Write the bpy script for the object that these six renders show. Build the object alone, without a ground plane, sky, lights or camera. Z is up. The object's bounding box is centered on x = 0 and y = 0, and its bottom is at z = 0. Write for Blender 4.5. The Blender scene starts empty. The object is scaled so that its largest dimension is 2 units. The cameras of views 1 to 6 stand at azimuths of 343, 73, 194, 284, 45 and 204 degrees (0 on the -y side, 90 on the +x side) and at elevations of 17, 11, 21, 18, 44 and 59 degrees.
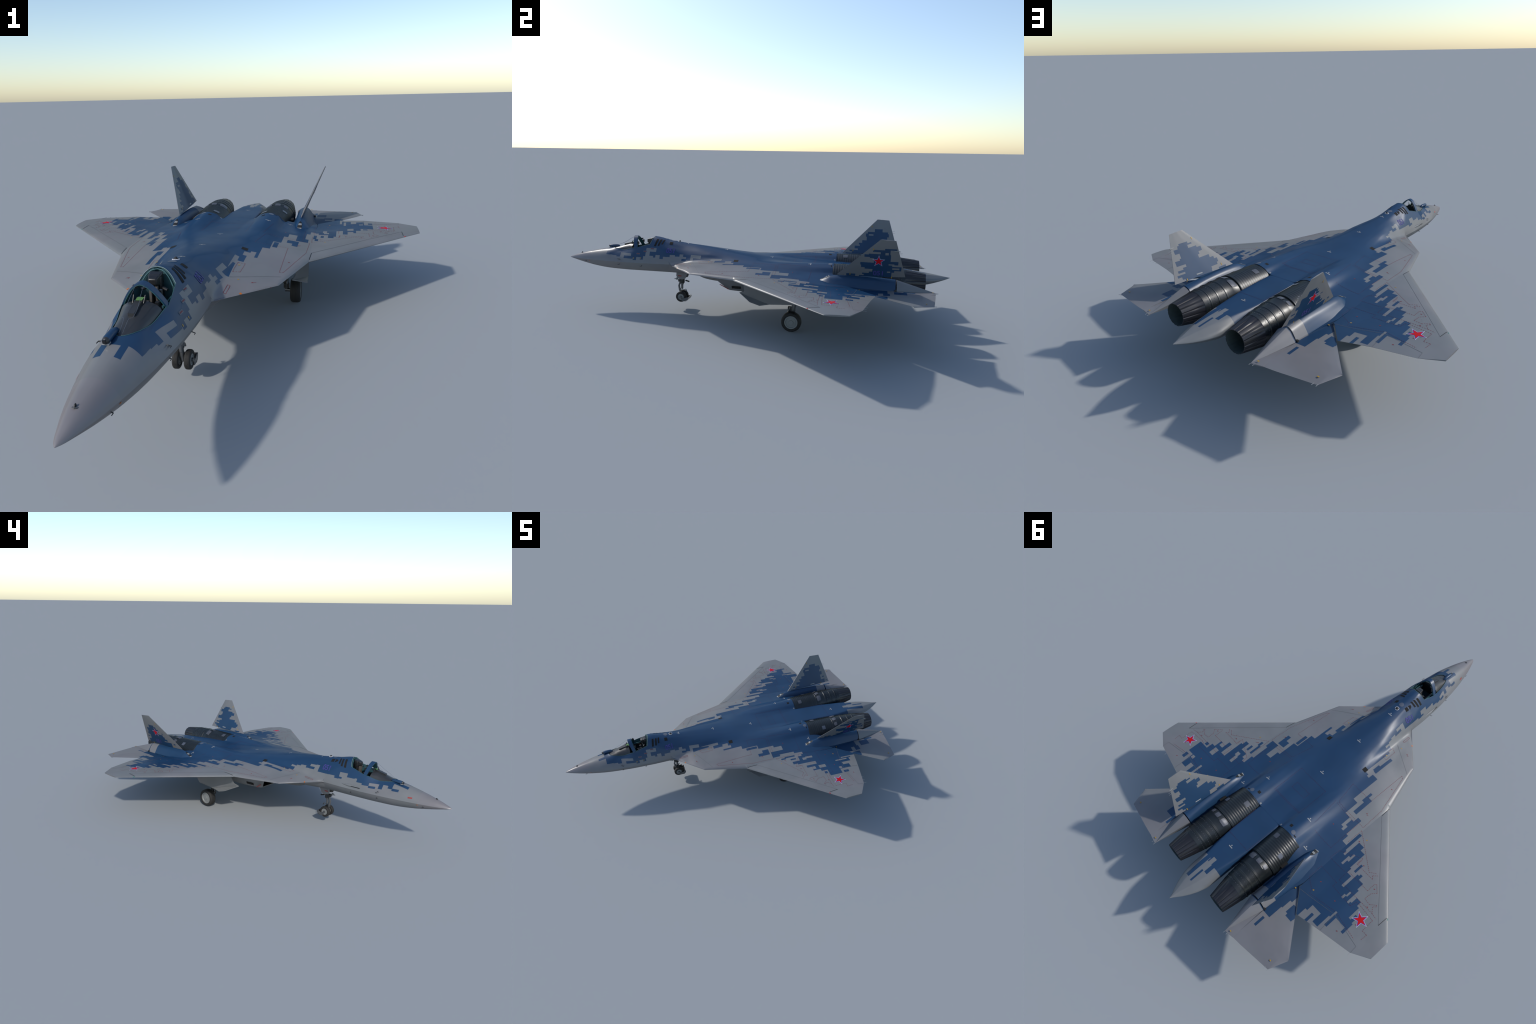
"""Twin-engine stealth fighter jet, parked, in blue/grey pixel camouflage.
Built in its own frame: nose towards -Y, left wing towards +X, metres; the root
Empty then turns it by -27 degrees about z."""
import bpy, bmesh, math, random
import numpy as np
from mathutils import Vector

random.seed(7)
YAW = math.radians(-27.0)
ORIGIN = (-0.2289, -0.0597, 0.0)

# ------------------------------------------------------------------ maths
def pchip(xs, ys, x):
    """monotone cubic interpolation (clamped outside)"""
    xs = np.asarray(xs, float); ys = np.asarray(ys, float)
    x = np.clip(np.asarray(x, float), xs[0], xs[-1])
    h = np.diff(xs); d = np.diff(ys) / h
    m = np.zeros(len(xs))
    m[0], m[-1] = d[0], d[-1]
    for i in range(1, len(xs) - 1):
        if d[i - 1] * d[i] > 0:
            w1 = 2 * h[i] + h[i - 1]; w2 = h[i] + 2 * h[i - 1]
            m[i] = (w1 + w2) / (w1 / d[i - 1] + w2 / d[i])
    k = np.clip(np.searchsorted(xs, x, side="right") - 1, 0, len(xs) - 2)
    t = (x - xs[k]) / h[k]
    h00 = 2 * t**3 - 3 * t**2 + 1; h10 = t**3 - 2 * t**2 + t
    h01 = -2 * t**3 + 3 * t**2; h11 = t**3 - t**2
    return h00 * ys[k] + h10 * h[k] * m[k] + h01 * ys[k + 1] + h11 * h[k] * m[k + 1]

def lerp_pts(pts, x):
    return np.interp(x, [p[0] for p in pts], [p[1] for p in pts])

def smooth(t):
    t = np.clip(t, 0, 1)
    return t * t * (3 - 2 * t)

# ------------------------------------------------------------------ airframe shape
# half width of the forebody chine and of the wing-root extension, along y
CHINE = [(-1.052, 0.0005), (-1.04, 0.009), (-1.01, 0.021), (-0.96, 0.038), (-0.90, 0.054),
         (-0.85, 0.065), (-0.785, 0.077), (-0.71, 0.0875), (-0.64, 0.0955), (-0.575, 0.100),
         (-0.50, 0.1035), (-0.416, 0.1037)]
ROOT_X = 0.34
def half_width(y):
    y = np.asarray(y, float)
    fore = pchip([p[0] for p in CHINE], [p[1] for p in CHINE], y)
    lex = np.interp(y, [-0.416, -0.2455, 0.0], [0.1037, 0.2673, ROOT_X])
    return np.where(y < -0.416, fore, lex)

def edge_z(y):
    return np.interp(y, [-1.052, -0.9, -0.416, -0.2455, 0.0, 0.6], [0.258, 0.2605, 0.2665, 0.2585, 0.2577, 0.2577])

# upper cross-sections: y -> (x, z) from the centre line outwards
# (nine matching points per section: ridge, spine, shoulder, flank, foot of the flank, plate, edge)
TOP = {
    -0.783: [(0, .3270), (.012, .3258), (.024, .3225), (.036, .3170), (.047, .3085), (.057, .2975), (.065, .2860), (.0715, .2750), (.0775, .2620)],
    -0.710: [(0, .3660), (.012, .3600), (.024, .3470), (.034, .3330), (.042, .3215), (.055, .3080), (.068, .2930), (.078, .2795), (.0875, .2630)],
    -0.630: [(0, .3990), (.014, .3955), (.028, .3845), (.042, .3640), (.0565, .3365), (.070, .3175), (.081, .2995), (.089, .2830), (.0963, .2645)],
    -0.530: [(0, .4000), (.015, .3975), (.030, .3880), (.0495, .3630), (.063, .3435), (.076, .3225), (.087, .3015), (.0955, .2835), (.1025, .2655)],
    -0.437: [(0, .3830), (.025, .3770), (.051, .3580), (.075, .3345), (.0905, .3065), (.0985, .2860), (.1005, .2800), (.1022, .2735), (.1037, .2660)],
    -0.416: [(0, .3800), (.025, .3745), (.051, .3555), (.075, .3330), (.0910, .3050), (.1010, .2790), (.1022, .2750), (.1031, .2710), (.1037, .2668)],
    -0.336: [(0, .3688), (.030, .3622), (.059, .3440), (.083, .3200), (.098, .2985), (.110, .2835), (.127, .2775), (.152, .2715), (.1805, .2640)],
    -0.277: [(0, .3625), (.031, .3580), (.062, .3445), (.087, .3245), (.102, .3070), (.116, .2940), (.1515, .2845), (.191, .2760), (.2371, .2640)],
    -0.200: [(0, .3535), (.035, .3495), (.068, .3405), (.090, .3285), (.104, .3145), (.120, .3020), (.165, .2900), (.215, .2800), (.2808, .2645)],
    -0.116: [(0, .3428), (.040, .3395), (.075, .3310), (.097, .3205), (.112, .3112), (.131, .3035), (.180, .2955), (.235, .2830), (.3056, .2650)],
    -0.038: [(0, .3330), (.045, .3305), (.080, .3245), (.105, .3170), (.125, .3095), (.150, .3030), (.200, .2955), (.255, .2842), (.3287, .2660)],
    0.0655: [(0, .3210), (.045, .3193), (.082, .3163), (.110, .3132), (.131, .3098), (.160, .3042), (.210, .2968), (.270, .2868), (.34, .2715)],
    0.1345: [(0, .3140), (.045, .3132), (.082, .3135), (.112, .3138), (.137, .3118), (.167, .3055), (.211, .2950), (.268, .2855), (.34, .2735)],
    0.250: [(0, .3060), (.045, .3052), (.078, .3080), (.107, .3140), (.137, .3158), (.171, .3078), (.212, .2935), (.262, .2846), (.34, .2715)],
    0.354: [(0, .3010), (.046, .3005), (.074, .3045), (.104, .3155), (.137, .3205), (.172, .3100), (.211, .2882), (.260, .2780), (.34, .2660)],
    0.470: [(0, .2955), (.050, .2955), (.068, .2970), (.100, .3160), (.137, .3245), (.175, .3130), (.206, .2860), (.255, .2720), (.34, .2560)],
    0.620: [(0, .2880), (.050, .2880), (.068, .2890), (.100, .3160), (.137, .3245), (.175, .3130), (.206, .2800), (.260, .2680), (.34, .2515)],
}
# radome and front fuselage: rounded rings between the ridge line and the chine
for y_, ridge in ((-1.052, .2584), (-1.044, .2632), (-1.03, .2682), (-1.010, .2755), (-0.979, .2850), (-0.94, .2955), (-0.899, .3050), (-0.86, .3135), (-0.82, .3210)):
    w_ = float(half_width(y_)); e_ = float(edge_z(y_))
    TOP[y_] = [(q * w_, e_ + (ridge - e_) * (1 - q ** 2.25) ** .80) for q in (0, .15, .3, .45, .6, .72, .83, .92, 1)]
TOP_Y = sorted(TOP)

def wing_le(x):
    return np.interp(x, [ROOT_X, 0.7622], [0.0, 0.4671])
def wing_te(x):
    # tip is cropped twice; inboard the flap edge follows the tailplane leading edge
    return np.interp(x, [ROOT_X, 0.349, 0.4205, 0.6875, 0.7622], [0.585, 0.592, 0.676, 0.6173, 0.5688])
def wing_chord_end(x):
    """trailing edge of the uncropped section that sets the thickness"""
    return np.interp(x, [ROOT_X, 0.6875, 0.7622], [0.692, 0.6173, 0.598])
def wing_edge_z(x):
    """heights of leading and trailing edge: the wing is washed in towards the aileron"""
    return (np.interp(x, [ROOT_X, 0.7622], [0.2577, 0.2490]), np.interp(x, [ROOT_X, .42, .54, .6875, .7622], [.2470, .2476, .2552, .2546, .2520]))
def wing_half_thick(x):
    return np.interp(x, [ROOT_X, .45, .55, .62, .69, .7622], [.0185, .0152, .0120, .0094, .0062, .0040])
SECTION_C = [0, .01, .03, .07, .13, .22, .35, .5, .65, .8, .9, 1]
SECTION_ROOT = [0, .26, .46, .66, .83, .96, 1, .83, .45, .24, .15, .03]
SECTION_TIP = [0, .26, .46, .66, .83, .96, 1, .93, .76, .55, .33, .05]
def smooth_curve(c, ys):
    return pchip(SECTION_C, ys, c)
def wing_z(x, y, side):
    x, y = np.broadcast_arrays(np.asarray(x, float), np.asarray(y, float))
    c = np.clip((y - wing_le(x)) / (wing_chord_end(x) - wing_le(x)), 0, 1)
    le, te = wing_edge_z(x)
    k = smooth((x - .40) / .14)
    sec = smooth_curve(c, SECTION_ROOT) * (1 - k) + smooth_curve(c, SECTION_TIP) * k
    return le + (te - le) * c + side * wing_half_thick(x) * (1.0 if side > 0 else .8) * sec

def body_raw(x, y):
    """height of the upper skin: control points run along y, then one curve across"""
    x, y = np.broadcast_arrays(np.asarray(x, float), np.asarray(y, float))
    shape = x.shape; x = x.ravel(); y = y.ravel(); n = 9
    XK = np.array([pchip(TOP_Y, [TOP[s][i][0] for s in TOP_Y], y) for i in range(n)])
    ZK = np.array([pchip(TOP_Y, [TOP[s][i][1] for s in TOP_Y], y) for i in range(n)])
    h = np.maximum(np.diff(XK, axis=0), 1e-7); d = np.diff(ZK, axis=0) / h
    m = np.zeros_like(ZK); m[-1] = d[-1]          # level on the ridge
    w1 = 2 * h[1:] + h[:-1]; w2 = h[1:] + 2 * h[:-1]
    with np.errstate(divide="ignore", invalid="ignore"):
        mm = (w1 + w2) / (w1 / d[:-1] + w2 / d[1:])
    m[1:-1] = np.where(d[:-1] * d[1:] > 0, mm, 0)
    xc = np.clip(x, XK[0], XK[-1])
    k = np.clip((xc[None, :] >= XK).sum(0) - 1, 0, n - 2); i = np.arange(x.size)
    t = (xc - XK[k, i]) / h[k, i]
    z = ((2 * t**3 - 3 * t**2 + 1) * ZK[k, i] + (t**3 - 2 * t**2 + t) * h[k, i] * m[k, i]
         + (-2 * t**3 + 3 * t**2) * ZK[k + 1, i] + (t**3 - t**2) * h[k, i] * m[k + 1, i])
    return z.reshape(shape)

def body_top(x, y):
    x = np.abs(np.asarray(x, float)); y = np.asarray(y, float)
    x, y = np.broadcast_arrays(x, y)
    z = body_raw(x, y); W = half_width(y); ze = edge_z(y)
    # close on the sharp chine / leading edge
    d = np.interp(y, [-1.052, -0.95, -0.42, -0.35, 0.0], [0.001, 0.0015, 0.002, 0.008, 0.022])
    t = np.clip((W - x) / d, 0, 1)
    drop = 1 - np.sqrt(np.maximum(0, 1 - (1 - t) ** 2))
    closed = z + (ze - z) * drop
    # flow into the wing behind the kink
    zw = wing_z(np.full_like(y, ROOT_X), y, 1)
    k = smooth(y / .14)
    b = drop * (1 - k) + smooth((x - 0.25) / 0.09) * k
    blend = z + (zw - body_raw(np.full_like(y, ROOT_X), y)) * b
    return np.where(y <= 0, closed, blend)

BELLY = [(-1.052, .258), (-1.03, .2525), (-.995, .2440), (-.959, .2358), (-.882, .2210), (-.805, .2118), (-.753, .2090), (-.65, .2070),
         (-.55, .2068), (-.426, .2058), (-.29, .2035), (-.262, .199), (-.245, .190), (-.22, .181), (-.15, .171), (-.05, .166), (.45, .170), (.62, .20)]
def body_bottom(x, y):
    x = np.abs(np.asarray(x, float)); y = np.asarray(y, float)
    x, y = np.broadcast_arrays(x, y)
    W = half_width(y); ze = edge_z(y)
    zb = pchip([p[0] for p in BELLY], [p[1] for p in BELLY], y)
    wb = np.where(y < -0.416, W, np.interp(y, [-.416, -.30, -.22, 0], [.1037, .128, .118, .105]))
    t = np.clip(x / np.maximum(wb, 1e-6), 0, 1)
    under = np.interp(y, [-.416, -.3, 0, .6], [0.2665, .251, .243, .243])
    rim = np.where(y < -0.416, ze, under)
    z = rim - (rim - zb) * (1 - t ** 3.0) ** 0.85
    outer = under + (ze - under) * np.clip((x - wb) / np.maximum(W - wb, 1e-4), 0, 1) ** 2
    zw = wing_z(np.full_like(y, ROOT_X), y, -1)
    outer = np.where(y > 0, under + (zw - under) * smooth((x - .2) / .14), outer)
    return np.where((y >= -0.416) & (x > wb), outer, z)

def surface_top(x, y):
    """upper skin of the whole plan form: body inboard, wing outboard"""
    ax = np.abs(np.asarray(x, float)); y = np.asarray(y, float)
    ax, y = np.broadcast_arrays(ax, y)
    return np.where(ax <= ROOT_X, body_top(np.minimum(ax, ROOT_X), y), wing_z(np.maximum(ax, ROOT_X), y, 1))

# ------------------------------------------------------------------ mesh helpers
ROOT = None
def new_object(name, verts, faces, mats, parent=None, smooth_angle=40, face_mats=None, kind=None):
    me = bpy.data.meshes.new(name)
    me.from_pydata([tuple(map(float, v)) for v in verts], [], [tuple(f) for f in faces])
    bm = bmesh.new(); bm.from_mesh(me)
    if face_mats is not None:
        for f, mi in zip(bm.faces, face_mats):
            f.material_index = mi
    bmesh.ops.remove_doubles(bm, verts=bm.verts, dist=1e-6)
    bmesh.ops.recalc_face_normals(bm, faces=bm.faces)
    bm.to_mesh(me); bm.free()
    for m in (mats if isinstance(mats, (list, tuple)) else [mats]):
        me.materials.append(m)
    if smooth_angle:
        me.shade_smooth()
        me.set_sharp_from_angle(angle=math.radians(smooth_angle))
    ob = bpy.data.objects.new(name, me)
    bpy.context.scene.collection.objects.link(ob)
    ob.parent = parent or ROOT
    if kind:
        ob["kind"] = kind
    return ob

def grid_faces(nu, nv, base=0, wrap_v=False):
    out = []
    for i in range(nu - 1):
        for j in range(nv if wrap_v else nv - 1):
            a = base + i * nv + j; b = base + i * nv + (j + 1) % nv
            out.append((a, b, b + nv, a + nv))
    return out

def loft(sections, close=True, cap=True):
    """sections: list of rings with the same number of 3D points"""
    n = len(sections[0]); verts = [p for s in sections for p in s]
    faces = grid_faces(len(sections), n, wrap_v=close)
    if cap:
        faces.append(tuple(range(n - 1, -1, -1)))
        faces.append(tuple((len(sections) - 1) * n + i for i in range(n)))
    return verts, faces

def merge(*parts):
    V, F = [], []
    for v, f in parts:
        o = len(V); V += list(v); F += [tuple(i + o for i in q) for q in f]
    return V, F

def box(cx, cy, cz, sx, sy, sz, rot=None):
    v = [(x * sx / 2, y * sy / 2, z * sz / 2) for x in (-1, 1) for y in (-1, 1) for z in (-1, 1)]
    if rot is not None:
        v = [tuple(rot @ Vector(p)) for p in v]
    v = [(p[0] + cx, p[1] + cy, p[2] + cz) for p in v]
    f = [(0, 1, 3, 2), (4, 6, 7, 5), (0, 4, 5, 1), (2, 3, 7, 6), (0, 2, 6, 4), (1, 5, 7, 3)]
    return v, f

def tube(points, radius, seg=10, cap=True):
    pts = [Vector(p) for p in points]; rings = []
    rad = radius if isinstance(radius, (list, tuple)) else [radius] * len(pts)
    for i, p in enumerate(pts):
        a = pts[max(i - 1, 0)]; b = pts[min(i + 1, len(pts) - 1)]
        d = (b - a).normalized()
        up = Vector((0, 0, 1)) if abs(d.z) < .9 else Vector((1, 0, 0))
        u = d.cross(up).normalized(); w = d.cross(u)
        rings.append([tuple(p + rad[i] * (math.cos(t) * u + math.sin(t) * w)) for t in [2 * math.pi * k / seg for k in range(seg)]])
    return loft(rings, True, cap)

def lathe(profile, axis_from, axis_to, seg=48, caps=(False, False)):
    """profile: (t along the axis in metres from axis_from, radius)"""
    a = Vector(axis_from); d = (Vector(axis_to) - a).normalized()
    up = Vector((0, 0, 1)) if abs(d.z) < .9 else Vector((1, 0, 0))
    u = d.cross(up).normalized(); w = u.cross(d)
    rings = [[tuple(a + d * t + r * (math.cos(k) * u + math.sin(k) * w)) for k in [2 * math.pi * i / seg for i in range(seg)]] for t, r in profile]
    v, f = loft(rings, True, False)
    n = seg
    if caps[0]: f.append(tuple(range(n - 1, -1, -1)))
    if caps[1]: f.append(tuple((len(rings) - 1) * n + i for i in range(n)))
    return v, f

def plate(poly, thick, normal):
    """solid slab from a 3D polygon"""
    n = Vector(normal).normalized() * thick / 2
    top = [tuple(Vector(p) + n) for p in poly]; bot = [tuple(Vector(p) - n) for p in poly]
    k = len(poly)
    f = [tuple(range(k)), tuple(range(2 * k - 1, k - 1, -1))] + [(i, (i + 1) % k, k + (i + 1) % k, k + i) for i in range(k)]
    return top + bot, f

def flip(v, s):
    return [(p[0] * s, p[1], p[2]) for p in v]

# ------------------------------------------------------------------ materials
GREY = (0.168, 0.168, 0.172)
BLUE = (0.0125, 0.0435, 0.099)
def material(name, color, rough=0.45, metal=0.0, noise=0.06, scale=40.0, bump=0.0, spec=0.5, coat=0.0, stretch=None, satin=False):
    m = bpy.data.materials.new(name); m.use_nodes = True
    nt = m.node_tree; b = nt.nodes["Principled BSDF"]
    b.inputs["Roughness"].default_value = rough; b.inputs["Metallic"].default_value = metal
    b.inputs["Specular IOR Level"].default_value = spec
    b.inputs["Coat Weight"].default_value = coat
    if satin:   # glossy face on, flat at grazing angles
        lw = nt.nodes.new("ShaderNodeLayerWeight"); lw.inputs["Blend"].default_value = 0.5
        sp = nt.nodes.new("ShaderNodeMapRange"); nt.links.new(lw.outputs["Facing"], sp.inputs["Value"])
        sp.inputs["From Min"].default_value = .35; sp.inputs["From Max"].default_value = .70
        sp.inputs["To Min"].default_value = spec; sp.inputs["To Max"].default_value = .02
        nt.links.new(sp.outputs[0], b.inputs["Specular IOR Level"])
    tc = nt.nodes.new("ShaderNodeTexCoord"); n = nt.nodes.new("ShaderNodeTexNoise")
    n.inputs["Scale"].default_value = scale; n.inputs["Detail"].default_value = 6
    if stretch:
        mp = nt.nodes.new("ShaderNodeMapping"); mp.inputs["Scale"].default_value = stretch
        nt.links.new(tc.outputs["Object"], mp.inputs["Vector"]); nt.links.new(mp.outputs["Vector"], n.inputs["Vector"])
    else:
        nt.links.new(tc.outputs["Object"], n.inputs["Vector"])
    mix = nt.nodes.new("ShaderNodeMix"); mix.data_type = "RGBA"
    lo = [c * (1 - noise) for c in color]; hi = [min(1, c * (1 + noise)) for c in color]
    mix.inputs[6].default_value = (*lo, 1); mix.inputs[7].default_value = (*hi, 1)
    nt.links.new(n.outputs["Fac"], mix.inputs[0]); nt.links.new(mix.outputs[2], b.inputs["Base Color"])
    if bump:
        bp = nt.nodes.new("ShaderNodeBump"); bp.inputs["Strength"].default_value = bump; bp.inputs["Distance"].default_value = 0.001
        nt.links.new(n.outputs["Fac"], bp.inputs["Height"]); nt.links.new(bp.outputs["Normal"], b.inputs["Normal"])
    return m

INF = 9.0
def B(x0, x1, y0, y1, z0=-INF, z1=INF):
    return (x0, x1, y0, y1, z0, z1)

def paint(name, blue=(), holes=(), patches=(), base=GREY, cover=BLUE, rough=0.40, grain=0.05):
    """Aircraft paint: a light coat with blue camouflage blocks.
    blue / holes / patches are axis-aligned boxes in the aircraft frame: blocks of blue,
    windows of grey left in them, and blue pieces laid over those."""
    m = bpy.data.materials.new(name); m.use_nodes = True
    nt = m.node_tree; N = nt.nodes; K = nt.links; b = N["Principled BSDF"]
    tc = N.new("ShaderNodeTexCoord")
    def inside(boxes):
        total = None
        for x0, x1, y0, y1, z0, z1 in boxes:
            s = [1 / (x1 - x0), 1 / (y1 - y0), 1 / (z1 - z0)]
            v = N.new("ShaderNodeVectorMath"); v.operation = "MULTIPLY_ADD"
            K.new(tc.outputs["Object"], v.inputs[0])
            v.inputs[1].default_value = s
            v.inputs[2].default_value = (-x0 * s[0], -y0 * s[1], -z0 * s[2])
            f = N.new("ShaderNodeVectorMath"); f.operation = "FLOOR"; K.new(v.outputs[0], f.inputs[0])
            l = N.new("ShaderNodeVectorMath"); l.operation = "LENGTH"; K.new(f.outputs[0], l.inputs[0])
            if total is None:
                total = l.outputs["Value"]
            else:
                mn = N.new("ShaderNodeMath"); mn.operation = "MINIMUM"
                K.new(total, mn.inputs[0]); K.new(l.outputs["Value"], mn.inputs[1]); total = mn.outputs[0]
        lt = N.new("ShaderNodeMath"); lt.operation = "LESS_THAN"; lt.inputs[1].default_value = 0.5
        K.new(total, lt.inputs[0])
        return lt.outputs[0]
    def grained(color, amount, scale, detail=8):
        n = N.new("ShaderNodeTexNoise"); n.inputs["Scale"].default_value = scale; n.inputs["Detail"].default_value = detail
        K.new(tc.outputs["Object"], n.inputs["Vector"])
        r = N.new("ShaderNodeValToRGB"); K.new(n.outputs["Fac"], r.inputs["Fac"])
        r.color_ramp.elements[0].position = 0.35; r.color_ramp.elements[1].position = 0.65
        r.color_ramp.elements[0].color = (*[c * (1 - amount) for c in color], 1)
        r.color_ramp.elements[1].color = (*[c * (1 + amount) for c in color], 1)
        return r.outputs["Color"], n.outputs["Fac"]
    col, fac = grained(base, grain, 9.0)
    # faint drifts of a warmer and a cooler tint in the grey coat
    dr = N.new("ShaderNodeTexNoise"); dr.inputs["Scale"].default_value = 3.2; dr.inputs["Detail"].default_value = 3
    K.new(tc.outputs["Object"], dr.inputs["Vector"])
    tint = N.new("ShaderNodeValToRGB"); K.new(dr.outputs["Fac"], tint.inputs["Fac"])
    tint.color_ramp.elements[0].position = .42; tint.color_ramp.elements[1].position = .58
    tint.color_ramp.elements[0].color = (.965, 1.0, .99, 1); tint.color_ramp.elements[1].color = (1.025, 1.0, 1.005, 1)
    mul = N.new("ShaderNodeMix"); mul.data_type = "RGBA"; mul.blend_type = "MULTIPLY"; mul.inputs[0].default_value = 1
    K.new(col, mul.inputs[6]); K.new(tint.outputs["Color"], mul.inputs[7]); col = mul.outputs[2]
    # satin lacquer: glossy face on, but flat at grazing angles
    lw = N.new("ShaderNodeLayerWeight"); lw.inputs["Blend"].default_value = 0.5
    sp = N.new("ShaderNodeMapRange"); K.new(lw.outputs["Facing"], sp.inputs["Value"])
    sp.inputs["From Min"].default_value = .30; sp.inputs["From Max"].default_value = .70
    sp.inputs["To Min"].default_value = .50; sp.inputs["To Max"].default_value = .02
    K.new(sp.outputs[0], b.inputs["Specular IOR Level"])
    if blue or patches:
        bcol, _ = grained(cover, grain * 1.4, 7.0)
        mask = inside(blue) if blue else None
        if holes:
            h = inside(holes); inv = N.new("ShaderNodeMath"); inv.operation = "SUBTRACT"; inv.use_clamp = True
            K.new(mask, inv.inputs[0]); K.new(h, inv.inputs[1]); mask = inv.outputs[0]
        if patches:
            p = inside(patches)
            if mask is None: mask = p
            else:
                mx = N.new("ShaderNodeMath"); mx.operation = "MAXIMUM"; K.new(mask, mx.inputs[0]); K.new(p, mx.inputs[1]); mask = mx.outputs[0]
        mix = N.new("ShaderNodeMix"); mix.data_type = "RGBA"
        K.new(mask, mix.inputs[0]); K.new(col, mix.inputs[6]); K.new(bcol, mix.inputs[7]); col = mix.outputs[2]
    K.new(col, b.inputs["Base Color"])
    # sheen varies a little over the panels
    rr = N.new("ShaderNodeMapRange"); rr.inputs["To Min"].default_value = rough - 0.07; rr.inputs["To Max"].default_value = rough + 0.07
    K.new(fac, rr.inputs["Value"]); K.new(rr.outputs[0], b.inputs["Roughness"])
    return m

# ------------------------------------------------------------------ camouflage layout (aircraft frame)
# blue starts behind this y, per strip of wing span: (inner x, outer x, y)
LEFT_STEPS = [(.109, .129, -.118), (.129, .149, -.060), (.149, .167, -.045), (.167, .178, -.098), (.178, .203, .016), (.203, .231, .112),
              (.231, .246, .208), (.246, .278, .257), (.278, .310, .177), (.310, .323, .316), (.323, .341, .367), (.341, .355, .353),
              (.355, .393, .327), (.393, .415, .278), (.415, .424, .304), (.424, .450, .416), (.450, .469, .347), (.469, .492, .396),
              (.492, .503, .374), (.503, .522, .418), (.522, .574, .455)]
RIGHT_STEPS = [(.100, .135, -.207), (.135, .153, -.034), (.153, .167, -.023), (.167, .199, -.051), (.199, .225, .113), (.225, .254, .192),
               (.254, .268, .247), (.268, .280, .260), (.280, .301, .161), (.301, .313, .260), (.313, .339, .296), (.339, .354, .210),
               (.354, .360, .315), (.360, .370, .335), (.370, .401, .244), (.401, .427, .266), (.427, .434, .358), (.434, .459, .383),
               (.459, .472, .443), (.472, .481, .356), (.481, .493, .345), (.493, .519, .369), (.519, .528, .405), (.528, .538, .479),
               (.538, .545, .466), (.545, .570, .434), (.570, .582, .458), (.582, .593, .520), (.593, .607, .489), (.607, .6135, .527)]
LEFT_ISLANDS = [(.123, .143, -.152, -.094), (.208, .225, .038, .106), (.249, .291, .128, .168), (.270, .291, .097, .168),
                (.310, .323, .177, .224), (.338, .350, .245, .310), (.345, .358, .220, .250), (.365, .377, .274, .309),
                (.532, .550, .430, .448), (.556, .574, .545, .577)]
RIGHT_ISLANDS = [(.158, .173, -.188, -.066), (.149, .173, -.112, -.070), (.230, .242, .027, .087), (.243, .263, .052, .158),
                 (.230, .263, .052, .087), (.268, .280, .192, .231), (.450, .461, .311, .358), (.533, .547, .557, .618), (.601, .614, .562, .587)]
LEFT_HOLES = [(.375, .395, .348, .371), (.370, .386, .370, .414), (.468, .493, .418, .461), (.518, .534, .531, .549),
              (.539, .575, .532, .70), (.506, .539, .604, .70), (.483, .506, .568, .70), (.453, .483, .626, .70), (.444, .453, .641, .70),
              (.435, .444, .581, .70), (.452, .462, .537, .611)]
RIGHT_HOLES = [(.384, .394, .324, .372), (.394, .403, .301, .344), (.496, .506, .460, .481), (.505, .513, .436, .462),
               (.428, .439, .630, .70), (.439, .490, .597, .70), (.490, .520, .646, .70), (.520, .526, .577, .70), (.526, .535, .541, .70),
               (.535, .60, .562, .70), (.60, .62, .567, .70)]
RIGHT_BARS = [(.461, .474, .622, .70)]

# forebody flanks: blue above this z, per stretch of length: (y0, y1, z)
LEFT_FLANK = [(-.800, -.761, .2960), (-.761, -.735, .2940), (-.735, -.712, .2890), (-.712, -.643, .3100), (-.643, -.628, .2900),
              (-.628, -.608, .2780), (-.608, -.586, .2945), (-.586, -.568, .2830), (-.568, -.557, .3010), (-.557, -.533, .3430),
              (-.533, -.497, .3450), (-.497, -.472, .3110), (-.472, -.452, .2925), (-.452, -.415, .3045), (-.415, -.3855, .3150),
              (-.3855, -.360, .3090), (-.360, -.339, .3205), (-.339, -.320, .3095), (-.320, -.295, .2950), (-.295, -.236, .3215)]
LEFT_FLANK_BARS = [(-.687, -.630, .2840, .2970), (-.533, -.510, .3050, .3260), (-.510, -.497, .2975, .3260), (-.345, -.318, .2900, .2995),
                   (-.278, -.234, .2880, .3070)]
RIGHT_FLANK = [(-.774, -.752, .3000), (-.752, -.727, .3105), (-.727, -.707, .2910), (-.707, -.660, .3090), (-.660, -.625, .2950),
               (-.625, -.594, .3020), (-.594, -.581, .3170), (-.581, -.538, .3140), (-.538, -.495, .3310), (-.495, -.470, .2990),
               (-.470, -.435, .3095), (-.435, -.366, .3085), (-.366, -.345, .3370), (-.345, -.312, .3350), (-.312, -.291, .3155),
               (-.291, -.260, .3250), (-.260, -.221, .3200), (-.221, -.184, .3280)]
RIGHT_FLANK_BARS = [(-.808, -.774, .2940, .3040), (-.694, -.660, .2875, .2970), (-.512, -.495, .3010, .3095), (-.341, -.312, .3145, .3250),
                    (-.231, -.184, .2950, .3100)]

def plan(side, steps, lo, hi):
    out = []
    for a, c, y in steps:
        if c > lo and a < hi:
            out.append(B(a, c, y, .72) if side > 0 else B(-c, -a, y, .72))
    return out
def patches(side, rects, lo, hi):
    return [B(a, c, y0, y1) if side > 0 else B(-c, -a, y0, y1) for a, c, y0, y1 in rects if c > lo and a < hi]

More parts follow.
